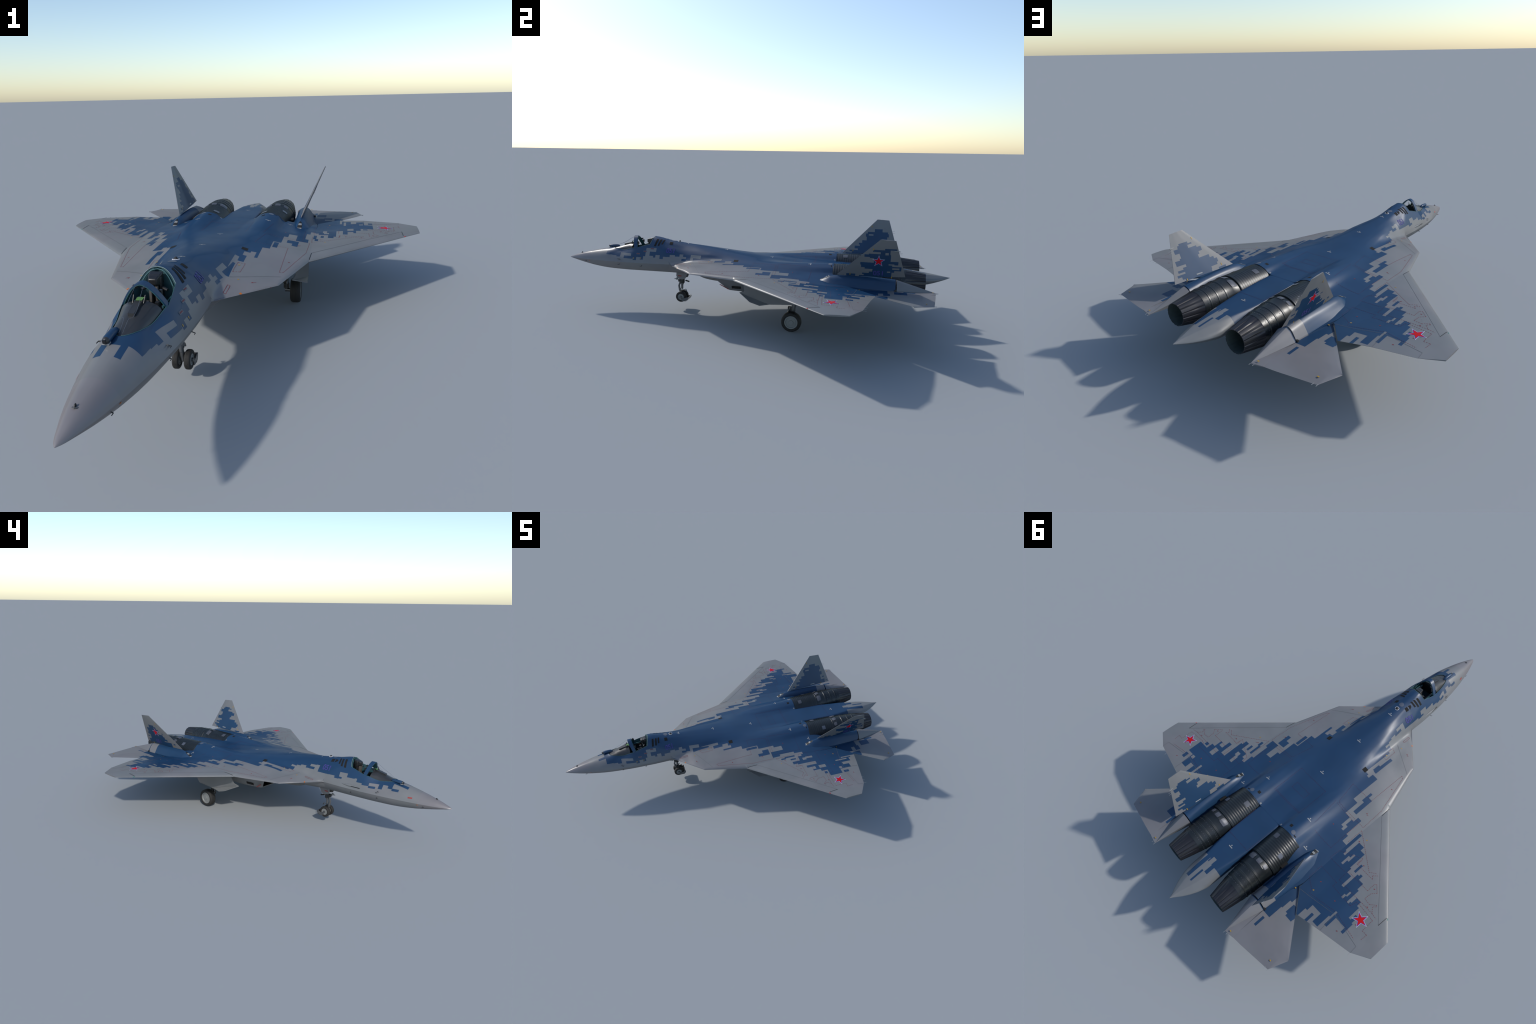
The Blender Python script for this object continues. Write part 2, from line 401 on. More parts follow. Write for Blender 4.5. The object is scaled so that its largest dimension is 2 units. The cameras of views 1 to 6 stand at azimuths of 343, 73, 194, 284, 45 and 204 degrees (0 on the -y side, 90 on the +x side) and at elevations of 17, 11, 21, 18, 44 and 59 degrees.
MAT = {}
body_blue = ([B(-.10, .109, -.236, .72), B(-.10, .0, -.19, .72), B(.09, .122, -.278, -.178, -INF, .307), B(.015, .029, -.843, -.79, .29), B(-.030, -.013, -.844, -.77, .29), B(-.018, .022, -.806, -.77, .31)]
             + plan(1, LEFT_STEPS, 0, .345) + plan(-1, RIGHT_STEPS, 0, .345)
             + [B(0, .2, a, b, z) for a, b, z in LEFT_FLANK] + [B(-.2, 0, a, b, z) for a, b, z in RIGHT_FLANK])
body_patch = (patches(1, LEFT_ISLANDS, 0, .345) + patches(-1, RIGHT_ISLANDS, 0, .345)
              + [B(0, .118, a, b, c, d) for a, b, c, d in LEFT_FLANK_BARS] + [B(-.125, 0, a, b, c, d) for a, b, c, d in RIGHT_FLANK_BARS])
MAT["body"] = paint("camouflage_body", body_blue, [B(.109, .123, -.178, -.118)], body_patch)
MAT["wing+"] = paint("camouflage_wing_left", plan(1, LEFT_STEPS, .335, .8), patches(1, LEFT_HOLES, .33, .8), patches(1, LEFT_ISLANDS, .33, .8))
MAT["wing-"] = paint("camouflage_wing_right", plan(-1, RIGHT_STEPS, .335, .8), patches(-1, RIGHT_HOLES, .33, .8), patches(-1, RIGHT_ISLANDS + RIGHT_BARS, .33, .8))
def rows(r, extra=()):
    return [B(-INF, INF, y0, y1, z0, z1) for z0, z1, y0, y1 in r]
FIN = {
 ("outer", 1): ([(.4405, .448, .706, .759), (.430, .4405, .653, .731), (.420, .430, .688, .731), (.416, .420, .635, .733), (.403, .416, .616, .735),
                 (.398, .403, .641, .735), (.384, .398, .660, .735), (.375, .384, .660, .770), (.362, .375, .599, .770), (.358, .362, .603, .744),
                 (.349, .358, .603, .786), (.342, .349, .620, .786), (.337, .342, .656, .786), (.328, .337, .655, .755), (.320, .328, .640, .743),
                 (.313, .320, .609, .743), (.307, .313, .617, .743), (.290, .307, .595, .743), (.290, .312, .536, .578)],
                [(.416, .4275, .709, .724), (.343, .3515, .745, .777), (.3265, .333, .722, .737), (.365, .371, .727, .753), (.358, .367, .744, .79)]),
 ("inner", 1): ([(.439, .446, .683, .728), (.433, .439, .664, .737), (.428, .433, .688, .738), (.421, .428, .688, .759), (.414, .421, .646, .759),
                 (.411, .414, .625, .758), (.397, .411, .625, .738), (.392, .397, .645, .738), (.386, .392, .645, .746), (.373, .386, .654, .771),
                 (.367, .373, .600, .771), (.360, .367, .600, .728), (.357, .360, .580, .728), (.350, .357, .580, .746), (.341, .350, .564, .774),
                 (.334, .341, .564, .743), (.325, .334, .573, .784), (.315, .325, .610, .765), (.306, .315, .613, .753), (.290, .306, .594, .752),
                 (.290, .312, .532, .574)], []),
 ("inner", -1): ([(.4235, .4395, .672, .716), (.414, .4235, .633, .7465), (.397, .414, .623, .752), (.383, .397, .628, .7435), (.377, .383, .628, .760),
                  (.3625, .377, .6035, .760), (.3535, .3625, .585, .746), (.346, .3535, .591, .747), (.3315, .346, .562, .749), (.323, .3315, .581, .777),
                  (.315, .323, .534, .777), (.308, .315, .549, .777), (.290, .308, .513, .776), (.343, .3505, .759, .775), (.317, .321, .782, .797)],
                 [(.4035, .411, .639, .665)]),
 ("outer", -1): ([(.418, .428, .681, .727), (.407, .418, .667, .728), (.403, .407, .667, .754), (.392, .403, .653, .756), (.385, .392, .653, .754),
                  (.375, .385, .664, .754), (.372, .375, .665, .767), (.360, .372, .626, .767), (.346, .360, .616, .750), (.333, .346, .598, .752),
                  (.328, .333, .628, .757), (.290, .328, .569, .780), (.342, .349, .759, .780), (.378, .382, .617, .633), (.319, .327, .539, .552)], []),
}
for (face, s), (bl, ho) in FIN.items():
    MAT["fin", face, s] = paint("camouflage_fin_%s_%s" % (face, "left" if s > 0 else "right"), rows(bl), rows(ho))
MAT["stab+"] = paint("camouflage_tailplane_left", [B(.2, .366, .5, .728), B(.36, .398, .5, .737), B(.398, .449, .5, .725)], [B(.365, .398, .685, .707), B(.398, .409, .5, .73)],
                     [B(.324, .368, .757, .815), B(.313, .325, .800, .853)])
MAT["stab-"] = paint("camouflage_tailplane_right", [B(-.353, -.2, .5, .773), B(-.358, -.353, .5, .703), B(-.368, -.358, .5, .655), B(-.429, -.381, .655, .703), B(-.428, -.392, .70, .715)],
                     [], [B(-.342, -.330, .789, .841)])
MAT["pod+"] = paint("camouflage_pod_left", [B(0, 1, 0, .90)])
MAT["pod-"] = paint("camouflage_pod_right", [B(-1, 0, 0, .703)])
MAT["beam"] = paint("camouflage_tail_beam", [B(-.2, .2, .3, .822)], [B(-.008, .012, .79, .822), B(.018, .2, .805, .822)],
                    [B(.020, .040, .80, .93), B(-.030, -.012, .80, .865), B(-.006, .003, .865, .935)])
MAT["grey"] = paint("grey_paint")
MAT["blue"] = paint("blue_paint", base=BLUE)
MAT["nose"] = paint("radome_grey", base=(.178, .171, .177), rough=0.32)
MAT["dark"] = material("dark_metal", (.022, .023, .025), .35, .6, .3, 60)
MAT["black"] = material("black_interior", (.006, .007, .008), .6)
MAT["vent"] = material("vent_black", (.016, .015, .014), .8, spec=.2)
MAT["tyre"] = material("tyre_rubber", (.016, .015, .014), .75, bump=.2, scale=120)
MAT["hub"] = material("wheel_hub_grey", (.22, .225, .22), .5, .1)
MAT["strut"] = material("gear_steel", (.15, .155, .16), .32, .7, .15)
MAT["gear_dark"] = material("gear_dark", (.03, .03, .03), .5, .3)
MAT["engine"] = material("engine_casing", (.011, .014, .015), .36, .0, .5, 28, spec=.6, satin=True)
MAT["petal"] = material("nozzle_petal", (.016, .015, .018), .38, .0, .75, 40, stretch=(1, .12, 1), spec=.55, satin=True)
MAT["panel"] = material("engine_panel", (.085, .09, .105), .46, .3, .15)
MAT["teal"] = material("cockpit_teal", (.030, .10, .11), .5)
MAT["teal_pale"] = material("canopy_edge_pale", (.16, .22, .23), .5)
MAT["teal_dark"] = material("cockpit_dark_teal", (.022, .068, .078), .6)  # darker teal for the tub walls, floor and rear bulkhead
MAT["hood"] = material("instrument_hood", (.028, .029, .031), .38, .0, .15)
MAT["seat"] = material("seat_black", (.012, .012, .013), .35)
MAT["strap"] = material("seat_strap", (.10, .09, .08), .5)
MAT["screen"] = material("display_green", (.11, .24, .07), .5, noise=.02)
MAT["red"] = material("star_red", (.48, .006, .008), .6, noise=.03, spec=.15)
MAT["white"] = material("white_marking", (.62, .60, .62), .5, noise=.03)
MAT["starblue"] = material("star_blue", (.05, .055, .34), .6, noise=.03, spec=.15)
MAT["mark"] = material("pale_marking", (.27, .28, .285), .6, noise=.03)
MAT["dash"] = material("red_stencil", (.185, .050, .058), .6, noise=.1, spec=.2)
MAT["dash_blue"] = material("red_stencil_on_blue", (.058, .030, .072), .6, noise=.1, spec=.2)
MAT["yellow"] = material("yellow_stencil", (.36, .22, .03), .5, noise=.1)
MAT["orange"] = material("orange_light", (.50, .13, .01), .4)
MAT["number"] = material("violet_number", (.060, .056, .215), .6, noise=.05, spec=.2)
MAT["line"] = material("panel_gap", (.100, .102, .106), .6)
MAT["green_light"] = material("green_lamp", (.0, .16, .12), .3)
MAT["red_light"] = material("red_lamp", (.45, .01, .01), .3)
MAT["glass"] = material("dark_glass", (.01, .01, .012), .1)
MAT["warn"] = material("red_warning", (.28, .035, .03), .5)
MAT["disc"] = material("grey_disc", (.085, .10, .13), .5)

# ------------------------------------------------------------------ root
ROOT = bpy.data.objects.new("fighter_jet", None)
bpy.context.scene.collection.objects.link(ROOT)
ROOT.location = ORIGIN; ROOT.rotation_euler = (0, 0, YAW)
ROOT["label"] = "twin-engine stealth fighter jet in blue and grey pixel camouflage"
ROOT["category"] = "fighter jet"

# ------------------------------------------------------------------ fuselage
# half width of the cockpit opening along y
SILL = [(-.778, 0), (-.776, .008), (-.770, .0165), (-.760, .0245), (-.745, .032), (-.725, .0375), (-.70, .0425), (-.66, .0505),
        (-.625, .0565), (-.59, .0540), (-.5418, .0490), (-.536, .040), (-.531, .026), (-.5275, .012), (-.526, 0)]
def sill(y):
    return np.interp(y, [p[0] for p in SILL], [p[1] for p in SILL], left=0, right=0)

def skin(y_list, nx, part_inner, part_outer, top=True, spread=1.0):
    """mirrored grid of the body surface between two x limits"""
    y = np.array(y_list); t = np.linspace(0, 1, nx) ** spread
    X = part_inner(y)[:, None] + (part_outer(y) - part_inner(y))[:, None] * t[None, :]
    Y = np.repeat(y[:, None], nx, 1)
    Z = body_top(X, Y) if top else body_bottom(X, Y)
    verts, faces = [], []
    for s in (1, -1):
        o = len(verts)
        verts += [(s * X[i, j], Y[i, j], Z[i, j]) for i in range(len(y)) for j in range(nx)]
        faces += grid_faces(len(y), nx, o)
    return verts, faces

def ylist(a, b, n, extra=()):
    return sorted(set(np.round(np.linspace(a, b, n), 5)) | {round(e, 5) for e in extra if a <= e <= b})

zero = lambda y: np.zeros_like(y)
DECK_END = 0.47
fore_y = ylist(-1.0519, -.416, 130, [p[0] for p in SILL] + [-.905])
mid_y = ylist(-.416, DECK_END, 150, [-.2455, 0.0])
NOSE_END = -.905
nose_y = [y for y in fore_y if y <= NOSE_END]; rest_y = [y for y in fore_y if y >= NOSE_END]

v, f = merge(skin(nose_y, 34, zero, half_width), skin(nose_y, 26, zero, half_width, top=False))
new_object("radome", v, f, MAT["nose"], smooth_angle=30)
up = skin(rest_y, 40, sill, half_width)
lo = skin(rest_y, 26, zero, half_width, top=False)
v, f = merge(up, lo)
fuselage = new_object("fuselage", v, f, [MAT["body"], MAT["grey"]], smooth_angle=30, face_mats=[0] * len(up[1]) + [1] * len(lo[1]))
up = skin(mid_y, 90, zero, half_width)
lo = skin(mid_y, 50, zero, half_width, top=False)
v, f = merge(up, lo)
# rear wall behind the engine humps
new_object("blended_body", v, f, [MAT["body"], MAT["grey"]], smooth_angle=45, face_mats=[0] * len(up[1]) + [1] * len(lo[1]))

# ------------------------------------------------------------------ wings
def wing(s):
    xs = np.array(sorted(set(np.round(np.linspace(ROOT_X, .7622, 64), 5)) | {.349, .4205, .6875}))
    tc = (1 - np.cos(np.linspace(0, np.pi, 46))) / 2
    rings = []
    for x in xs:
        le, te = wing_le(x), wing_te(x)
        y = le + (te - le) * tc
        t = wing_z(x, y, 1); b = wing_z(x, y, -1)
        ring = [(s * x, yy, zz) for yy, zz in zip(y, t)] + [(s * x, yy, zz) for yy, zz in zip(y[::-1][1:-1], b[::-1][1:-1])]
        rings.append(ring)
    n = len(rings[0])
    v, f = loft(rings, True, True)
    fm = []
    for q in f:
        if len(q) > 4: fm.append(1); continue
        j = min(q[0] % n, q[1] % n) if abs(q[0] % n - q[1] % n) == 1 else n - 1
        fm.append(0 if j < len(tc) - 1 else 1)
    return new_object("wing", v, f, [MAT["wing+" if s > 0 else "wing-"], MAT["grey"]], smooth_angle=40, face_mats=fm)
wings = {s: wing(s) for s in (1, -1)}

# ------------------------------------------------------------------ tailplanes, pods, fins
POD = {  # y -> ring from the inner foot over the ridge to the outer foot
    .404: [(.262, .262), (.264, .266), (.266, .2695), (.269, .272), (.272, .2695), (.275, .266), (.277, .262)],
    .430: [(.248, .266), (.254, .272), (.261, .279), (.2695, .2825), (.279, .278), (.288, .270), (.296, .263)],
    .461: [(.242, .268), (.2485, .277), (.2585, .287), (.2705, .2925), (.284, .286), (.298, .272), (.310, .260)],
    .500: [(.236, .263), (.2455, .2790), (.2565, .2915), (.2705, .298), (.287, .290), (.303, .272), (.318, .256)],
    .560: [(.230, .252), (.242, .276), (.255, .293), (.2705, .300), (.288, .291), (.305, .272), (.322, .251)],
    .650: [(.226, .240), (.2400, .272), (.254, .2915), (.2710, .2985), (.288, .2895), (.3035, .269), (.317, .247)],
    .765: [(.226, .236), (.2370, .268), (.2525, .285), (.2720, .2905), (.288, .282), (.3010, .264), (.311, .246)],
}
MOUTH = [(.262, .404, .2660), (.2605, .416, .2725), (.2625, .440, .2835), (.2705, .461, .2925), (.2805, .440, .2830), (.2800, .416, .2725), (.277, .404, .2660)]
def pod(s):
    ys = [y for y in ylist(.404, .765, 40, [.461]) if y >= .461]
    keys = sorted(POD); rings = []; tt = np.linspace(0, 6, 31)
    def add(ctrl, y_of, floor):
        px = pchip(range(7), ctrl[:, 0], tt); pz = pchip(range(7), ctrl[:, 1], tt)
        py = y_of()
        ring = [(s * a, yy, b) for a, yy, b in zip(px, py, pz)]
        rings.append(ring + [(s * px[-1], py[-1], floor), (s * px[0], py[0], floor)])
    # raked mouth of the air scoop, low lip first
    M = np.array(MOUTH)
    add(M[:, [0, 2]], lambda: pchip(range(7), M[:, 1], tt), .250)
    for y in ys:
        ctrl = np.array([[pchip(keys, [POD[k][i][c] for k in keys], y) for c in (0, 1)] for i in range(7)])
        add(ctrl, lambda: np.full(31, y), .222 + .02 * float(smooth((.5 - y) / .1)))
    v, f = loft(rings, True, True)
    fm = [0] * (len(f) - 2) + [1, 0]
    return new_object("fin_pod", v, f, [MAT["pod+" if s > 0 else "pod-"], MAT["black"]], smooth_angle=50, face_mats=fm)

def aft_deck(s):
    """shelf between engine and fin pod, carrying the tail"""
    ys = ylist(DECK_END - .002, .765, 24); rings = []
    for y in ys:
        zt = float(np.interp(y, [.47, .52, .60, .765], [.2795, .2750, .2580, .2350]))
        xi = float(np.interp(y, [.47, .765], [.2035, .2130]))
        xo = float(np.interp(y, [.47, .56, .62, .765], [.34, .338, .322, .311]))
        zo = float(np.interp(y, [.47, .56, .765], [.2555, .2530, .2440]))
        w = float(smooth((y - .475) / .09))
        def top(x):
            own = zt + (zo - zt) * (x - xi) / (xo - xi)
            return (1 - w) * float(body_top(x, min(y, .47))) + w * own
        ring = [(xi, y, .21), (xi, y, zt - .004)] + [(x, y, top(x) - .0004) for x in np.linspace(xi + .004, xo, 12)] + [(xo, y, zo - .016), (.27, y, .215)]
        rings.append([(s * a, b, c) for a, b, c in ring])
    v, f = loft(rings)
    return new_object("aft_deck", v, f, MAT["pod+" if s > 0 else "pod-"], smooth_angle=35)

def tailplane(s):
    # spanwise loft: (x, leading edge y, trailing edge y, z mid, half thickness)
    sp = [(.313, .556, .9437, .2405, .0062), (.36, .6097, .9387, .2405, .0058), (.43, .6935, .928, .241, .005), (.5119, .7915, .9155, .2418, .0034), (.5428, .8285, .8290, .2435, .0008)]
    xs = ylist(.313, .5428, 34, [.5119]); tc = (1 - np.cos(np.linspace(0, np.pi, 30))) / 2
    rings = []
    for x in xs:
        q = [np.interp(x, [p[0] for p in sp], [p[i] for p in sp]) for i in range(1, 5)]
        y = q[0] + (q[1] - q[0]) * tc; th = q[3] * np.interp(tc, [0, .1, .3, .6, 1], [.08, .5, .9, 1, .1])
        zm = q[2] - .004 * tc
        rings.append([(s * x, a, m + t) for a, m, t in zip(y, zm, th)] + [(s * x, a, m - t) for a, m, t in list(zip(y, zm, th))[::-1][1:-1]])
    v, f = loft(rings)
    # root wedge that closes the pod line and runs out to the trailing edge
    base = [(.232, .770, .2700), (.240, .770, .2760), (.255, .770, .2855), (.272, .770, .2900), (.288, .770, .2800), (.301, .770, .2620), (.313, .770, .2460), (.313, .770, .232), (.25, .770, .232), (.232, .770, .24)]
    tip = (.2694, .9524, .2349)
    rings = []
    for t in np.linspace(0, 1, 14):
        rings.append([(s * (a + (tip[0] - a) * t), b + (tip[1] - b) * t, c + (tip[2] - c) * t) for a, b, c in base])
    # fill between wedge and blade
    inner = plate([(s * .30, .575, .240), (s * .315, .556, .2405), (s * .315, .944, .2365), (s * .2694, .9524, .2345), (s * .285, .77, .2405)], .0035, (0, 0, 1))
    wv, wf = loft(rings)
    v, f = merge((v, f), (wv, wf), inner)
    return new_object("tailplane", v, f, MAT["stab+" if s > 0 else "stab-"], smooth_angle=30)

FIN_PTS = dict(rle=(.2707, .4896, .3012), rte=(.2807, .8075, .3071), tle=(.3612, .6848, .4923), tte=(.3627, .7522, .4884))
def fin(s):
    P = {k: np.array(v) for k, v in FIN_PTS.items()}
    n = np.cross(P["rte"] - P["rle"], P["tle"] - P["rle"]); n /= np.linalg.norm(n)
    if n[0] < 0: n = -n
    U = np.linspace(0, 1, 26); C = (1 - np.cos(np.linspace(0, np.pi, 28))) / 2
    rings = []
    for u in U:
        a = P["rle"] + (P["tle"] - P["rle"]) * u; b = P["rte"] + (P["tte"] - P["rte"]) * u
        th = (.0068 + (.0022 - .0068) * u) * np.interp(C, [0, .12, .45, .75, 1], [.10, .55, 1, .7, .08])
        mid = a + (b - a) * C[:, None]
        out = mid + n * th[:, None]; inn = mid - n * th[:, None]
        rings.append([tuple(p * [s, 1, 1]) for p in out] + [tuple(p * [s, 1, 1]) for p in inn[::-1][1:-1]])
    v, f = loft(rings); m = len(rings[0]); fm = []
    for q in f:
        if len(q) > 4: fm.append(2); continue
        js = sorted(i % m for i in q); j = js[0] if js[-1] - js[0] == 1 else m - 1
        fm.append(0 if j < len(C) - 1 else 1)
    return new_object("tail_fin", v, f, [MAT["fin", "outer", s], MAT["fin", "inner", s], MAT["grey"]], smooth_angle=40, face_mats=fm)

for s in (1, -1):
    aft_deck(s)
    p = pod(s)
    # pale tongue and guide vane in the scoop mouth
    v, f = plate([(s * .2625, .4015, .2660), (s * .2765, .4015, .2660), (s * .2795, .4185, .2738), (s * .2605, .4185, .2738)], .0014, (0, -.35, 1))
    v2, f2 = plate([(s * .2640, .4330, .2815), (s * .2785, .4330, .2815), (s * .2775, .4440, .2865), (s * .2650, .4440, .2865)], .0014, (0, -.4, 1))
    v, f = merge((v, f), (v2, f2))
    new_object("scoop_vane", v, f, MAT["hub"], parent=p)
    tailplane(s)
    fi = fin(s)
    if s > 0:
        v, f = tube([(.3400, .748, .4368), (.3388, .774, .4362)], .0022, 10)
        new_object("fin_lamp_rod", v, f, MAT["hub"], parent=fi)

# ------------------------------------------------------------------ tail beam between the engines
BEAM = {
    .462: [(0, .2955), (.050, .2955), (.0690, .2950), (.0705, .285), (.0705, .240), (.060, .200), (0, .190)],
    .634: [(0, .2878), (.050, .2876), (.0690, .2868), (.0712, .278), (.0715, .240), (.060, .205), (0, .195)],
    .704: [(0, .2842), (.050, .2838), (.0640, .2815), (.0710, .272), (.0712, .240), (.058, .208), (0, .198)],
    .820: [(0, .2800), (.040, .2795), (.0490, .2770), (.0690, .256), (.0715, .236), (.045, .207), (0, .203)],
    .880: [(0, .2752), (.031, .2745), (.0385, .2720), (.0665, .252), (.0710, .236), (.040, .208), (0, .2025)],
    .930: [(0, .2695), (.023, .2690), (.0290, .2668), (.0560, .250), (.0620, .238), (.030, .215), (0, .2095)],
    .970: [(0, .2645), (.0150, .2640), (.0190, .2622), (.0415, .249), (.0470, .240), (.0220, .224), (0, .2195)],
    1.010: [(0, .2585), (.0065, .2582), (.0085, .2570), (.0220, .249), (.0260, .2435), (.012, .2355), (0, .2335)],
    1.035: [(0, .2545), (.0030, .2543), (.0040, .2538), (.0085, .2495), (.0095, .2465), (.004, .2435), (0, .2430)],
    1.0518: [(0, .2516), (.0003, .2515), (.0004, .2514), (.0005, .2512), (.0005, .2510), (.0003, .2508), (0, .2508)],
}
keys = sorted(BEAM); rings = []
for y in ylist(.462, 1.0518, 60, keys):
    half = np.array([[pchip(keys, [BEAM[k][i][c] for k in keys], y) for c in (0, 1)] for i in range(7)])
    tt = np.linspace(0, 6, 37)
    px = np.interp(tt, range(7), half[:, 0]); pz = np.interp(tt, range(7), half[:, 1])
    pxs = np.convolve(np.pad(px, 2, "reflect", reflect_type="odd"), np.ones(5) / 5, "valid"); pzs = np.convolve(np.pad(pz, 2, "edge"), np.ones(5) / 5, "valid")
    pxs[0] = pxs[-1] = 0
    rings.append([(a, y, b) for a, b in zip(pxs, pzs)] + [(-a, y, b) for a, b in list(zip(pxs, pzs))[::-1][1:-1]])
v, f = loft(rings)
new_object("tail_beam", v, f, MAT["beam"], smooth_angle=40)

# ------------------------------------------------------------------ engines
def engine(s):
    cx = lambda y: .138 + .0205 / .441 * (y - .47)
    cz = lambda y: float(np.interp(y, [.44, .634, .66, .911], [.2378, .2385, .2475, .2543]))
    seg = 96
    def ring(y, r, zc=None, wob=0.0):
        zc = cz(y) if zc is None else zc
        return [(s * (cx(y) + r * math.cos(a)), y, zc + r * math.sin(a)) for a in [2 * math.pi * k / seg for k in range(seg)]]
    # ribbed cover
    rings = []
    rings.append(ring(.4660, .0790))
    y = .4685
    while y < .634:
        for dy, r in ((0, .0841), (.0030, .0848), (.0070, .0848), (.0100, .0841)):
            rings.append(ring(y + dy, r))
        y += .0120
    rings.append(ring(.636, .0845)); rings.append(ring(.637, .0760))
    v, f = loft(rings, True, False)
    eng = new_object("engine", v, f, MAT["engine"], smooth_angle=25)
    prof = [(.634, .0800), (.645, .0778), (.668, .0765), (.672, .0752), (.700, .0735), (.702, .0748), (.710, .0748), (.712, .0722), (.742, .0702),
            (.744, .0712), (.750, .0712), (.752, .0692), (.780, .0668), (.782, .0678), (.787, .0678), (.789, .0655), (.808, .0640), (.815, .0632)]
    v, f = loft([ring(y, r) for y, r in prof], True, False)
    new_object("engine_casing", v, f, MAT["engine"], parent=eng, smooth_angle=25)
    # nozzle: petals with grooves, outside and inside
    def pring(y, r, depth, inner=False):
        zc = cz(y); out = []
        for k in range(seg):
            a = 2 * math.pi * k / seg
            g = 1 if k % 6 == 0 else 0
            rr = r - depth * g
            out.append((s * (cx(y) + rr * math.cos(a)), y, zc + rr * math.sin(a)))
        return out
    rings = [pring(.815, .0625, 0), pring(.817, .0618, .0018), pring(.850, .0570, .0022), pring(.885, .0508, .0022), pring(.9105, .0462, .0018), pring(.9108, .0440, 0),
             pring(.895, .0445, .0014), pring(.85, .0475, .0014), pring(.79, .049, .001), pring(.70, .046, 0)]
    v, f = loft(rings, True, False)
    nz = new_object("nozzle", v, f, [MAT["petal"], MAT["nozzle_in"]], parent=eng, smooth_angle=35, face_mats=[0] * (5 * seg) + [1] * (4 * seg))
    v, f = lathe([(0, .0001), (.0, .047)], (s * cx(.70), .702, cz(.70)), (s * cx(.70), .71, cz(.70)), 48)
    new_object("turbine_face", v, f, MAT["black"], parent=nz)
    # rivets in rows around the casing
    V, F = [], []
    for yy, r in ((.722, .0718), (.765, .0684), (.797, .0654)):
        for k in range(36):
            a = 2 * math.pi * (k + .5) / 36
            c = Vector((s * (cx(yy) + (r + .0002) * math.cos(a)), yy, cz(yy) + (r + .0002) * math.sin(a)))
            o = Vector((s * math.cos(a), 0, math.sin(a)))
            bv, bf = lathe([(0, .0016), (.0009, .0013), (.0009, .0001)], c, c + o, 8)
            V, F = merge((V, F), (bv, bf))
    new_object("casing_rivet", V, F, MAT["panel"], parent=eng, kind="stuff")
    # access panels: curved rounded plates a hair proud of the casing
    def cover(y0, y1, a0, a1, r0, r1, mat, round_=0.25):
        na, ny = 14, 10; V = []
        for i in range(ny):
            for j in range(na):
                u = i / (ny - 1) * 2 - 1; w = j / (na - 1) * 2 - 1
                # superellipse rounding of the outline
                k = (abs(u) ** 8 + abs(w) ** 8) ** (1 / 8) if (u or w) else 1
                mx = max(abs(u), abs(w)) or 1
                u2, w2 = u * mx / k, w * mx / k
                y = (y0 + y1) / 2 + (y1 - y0) / 2 * u2; a = math.radians((a0 + a1) / 2 + (a1 - a0) / 2 * w2)
                r = r0 + (r1 - r0) * (y - y0) / (y1 - y0) + .0011
                V.append((s * (cx(y) + r * math.cos(a)), y, cz(y) + r * math.sin(a)))
        new_object("access_panel", V, grid_faces(ny, na), mat, parent=eng, smooth_angle=60)
    cover(.644, .672, 108, 135, .0778, .0765, MAT["panel"])
    cover(.644, .668, 78, 96, .0778, .0765, MAT["panel"])
    cover(.644, .664, 50, 66, .0778, .0765, MAT["panel"])
    cover(.505, .530, 104, 122, .0848, .0848, MAT["panel"])
    cover(.558, .580, 46, 62, .0848, .0848, MAT["disc"])
    return eng
MAT["nozzle_in"] = material("nozzle_inside", (.060, .080, .076), .7, .0, .3, 60)
for s in (1, -1):
    engine(s)
    # bulkhead behind the hump so that no gap shows
    v, f = lathe([(0, .001), (0, .0835)], (s * .138, .4700, .2370), (s * .138, .48, .2370), 64)
    new_object("engine_bulkhead", v, f, MAT["black"])

# ------------------------------------------------------------------ engine nacelles below the wing, with raked intakes
def nacelle(s):
    def ring(y0, pts, rake=0.0):
        return [(s * a, y0 - rake * (b - .170), b) for a, b in pts]
    def rounded(poly, r=.25, n=5):
        out = []; m = len(poly)
        for i in range(m):
            p = Vector(poly[i]); a = Vector(poly[i - 1]); b = Vector(poly[(i + 1) % m])
            for k in range(n):
                t = k / (n - 1); q0 = p + (a - p) * r; q1 = p + (b - p) * r
                out.append(tuple((1 - t) ** 2 * q0 + 2 * t * (1 - t) * p + t * t * q1))
        return out
    lip = rounded([(.060, .250), (.240, .246), (.180, .170), (.074, .168)], .12)
    full = rounded([(.056, .250), (.246, .246), (.188, .165), (.068, .162)], .16)
    mid = rounded([(.054, .250), (.258, .246), (.204, .161), (.066, .158)], .2)
    rear = rounded([(.062, .250), (.236, .246), (.214, .168), (.074, .164)], .3)
    end = rounded([(.078, .255), (.222, .252), (.212, .188), (.090, .186)], .4)
    last = rounded([(.092, .255), (.214, .252), (.205, .198), (.104, .197)], .45)
    inner = rounded([(.064, .246), (.235, .243), (.177, .174), (.078, .172)], .12)
    deep = rounded([(.075, .243), (.215, .240), (.180, .178), (.085, .178)], .2)
    rings = [ring(.16, deep, .2), ring(.02, inner, .85), ring(-.062, inner, .85), ring(-.067, lip, .85), ring(-.058, full, .85), ring(.06, mid, .4), ring(.30, mid), ring(.46, rear), ring(.62, end), ring(.72, last)]
    v, f = loft(rings, True, True); n = len(lip)
    fm = [1 if i < 2 * n else 0 for i in range(len(f) - 2)] + [1, 0]
    return new_object("engine_nacelle", v, f, [MAT["grey"], MAT["black"]], smooth_angle=40, face_mats=fm)
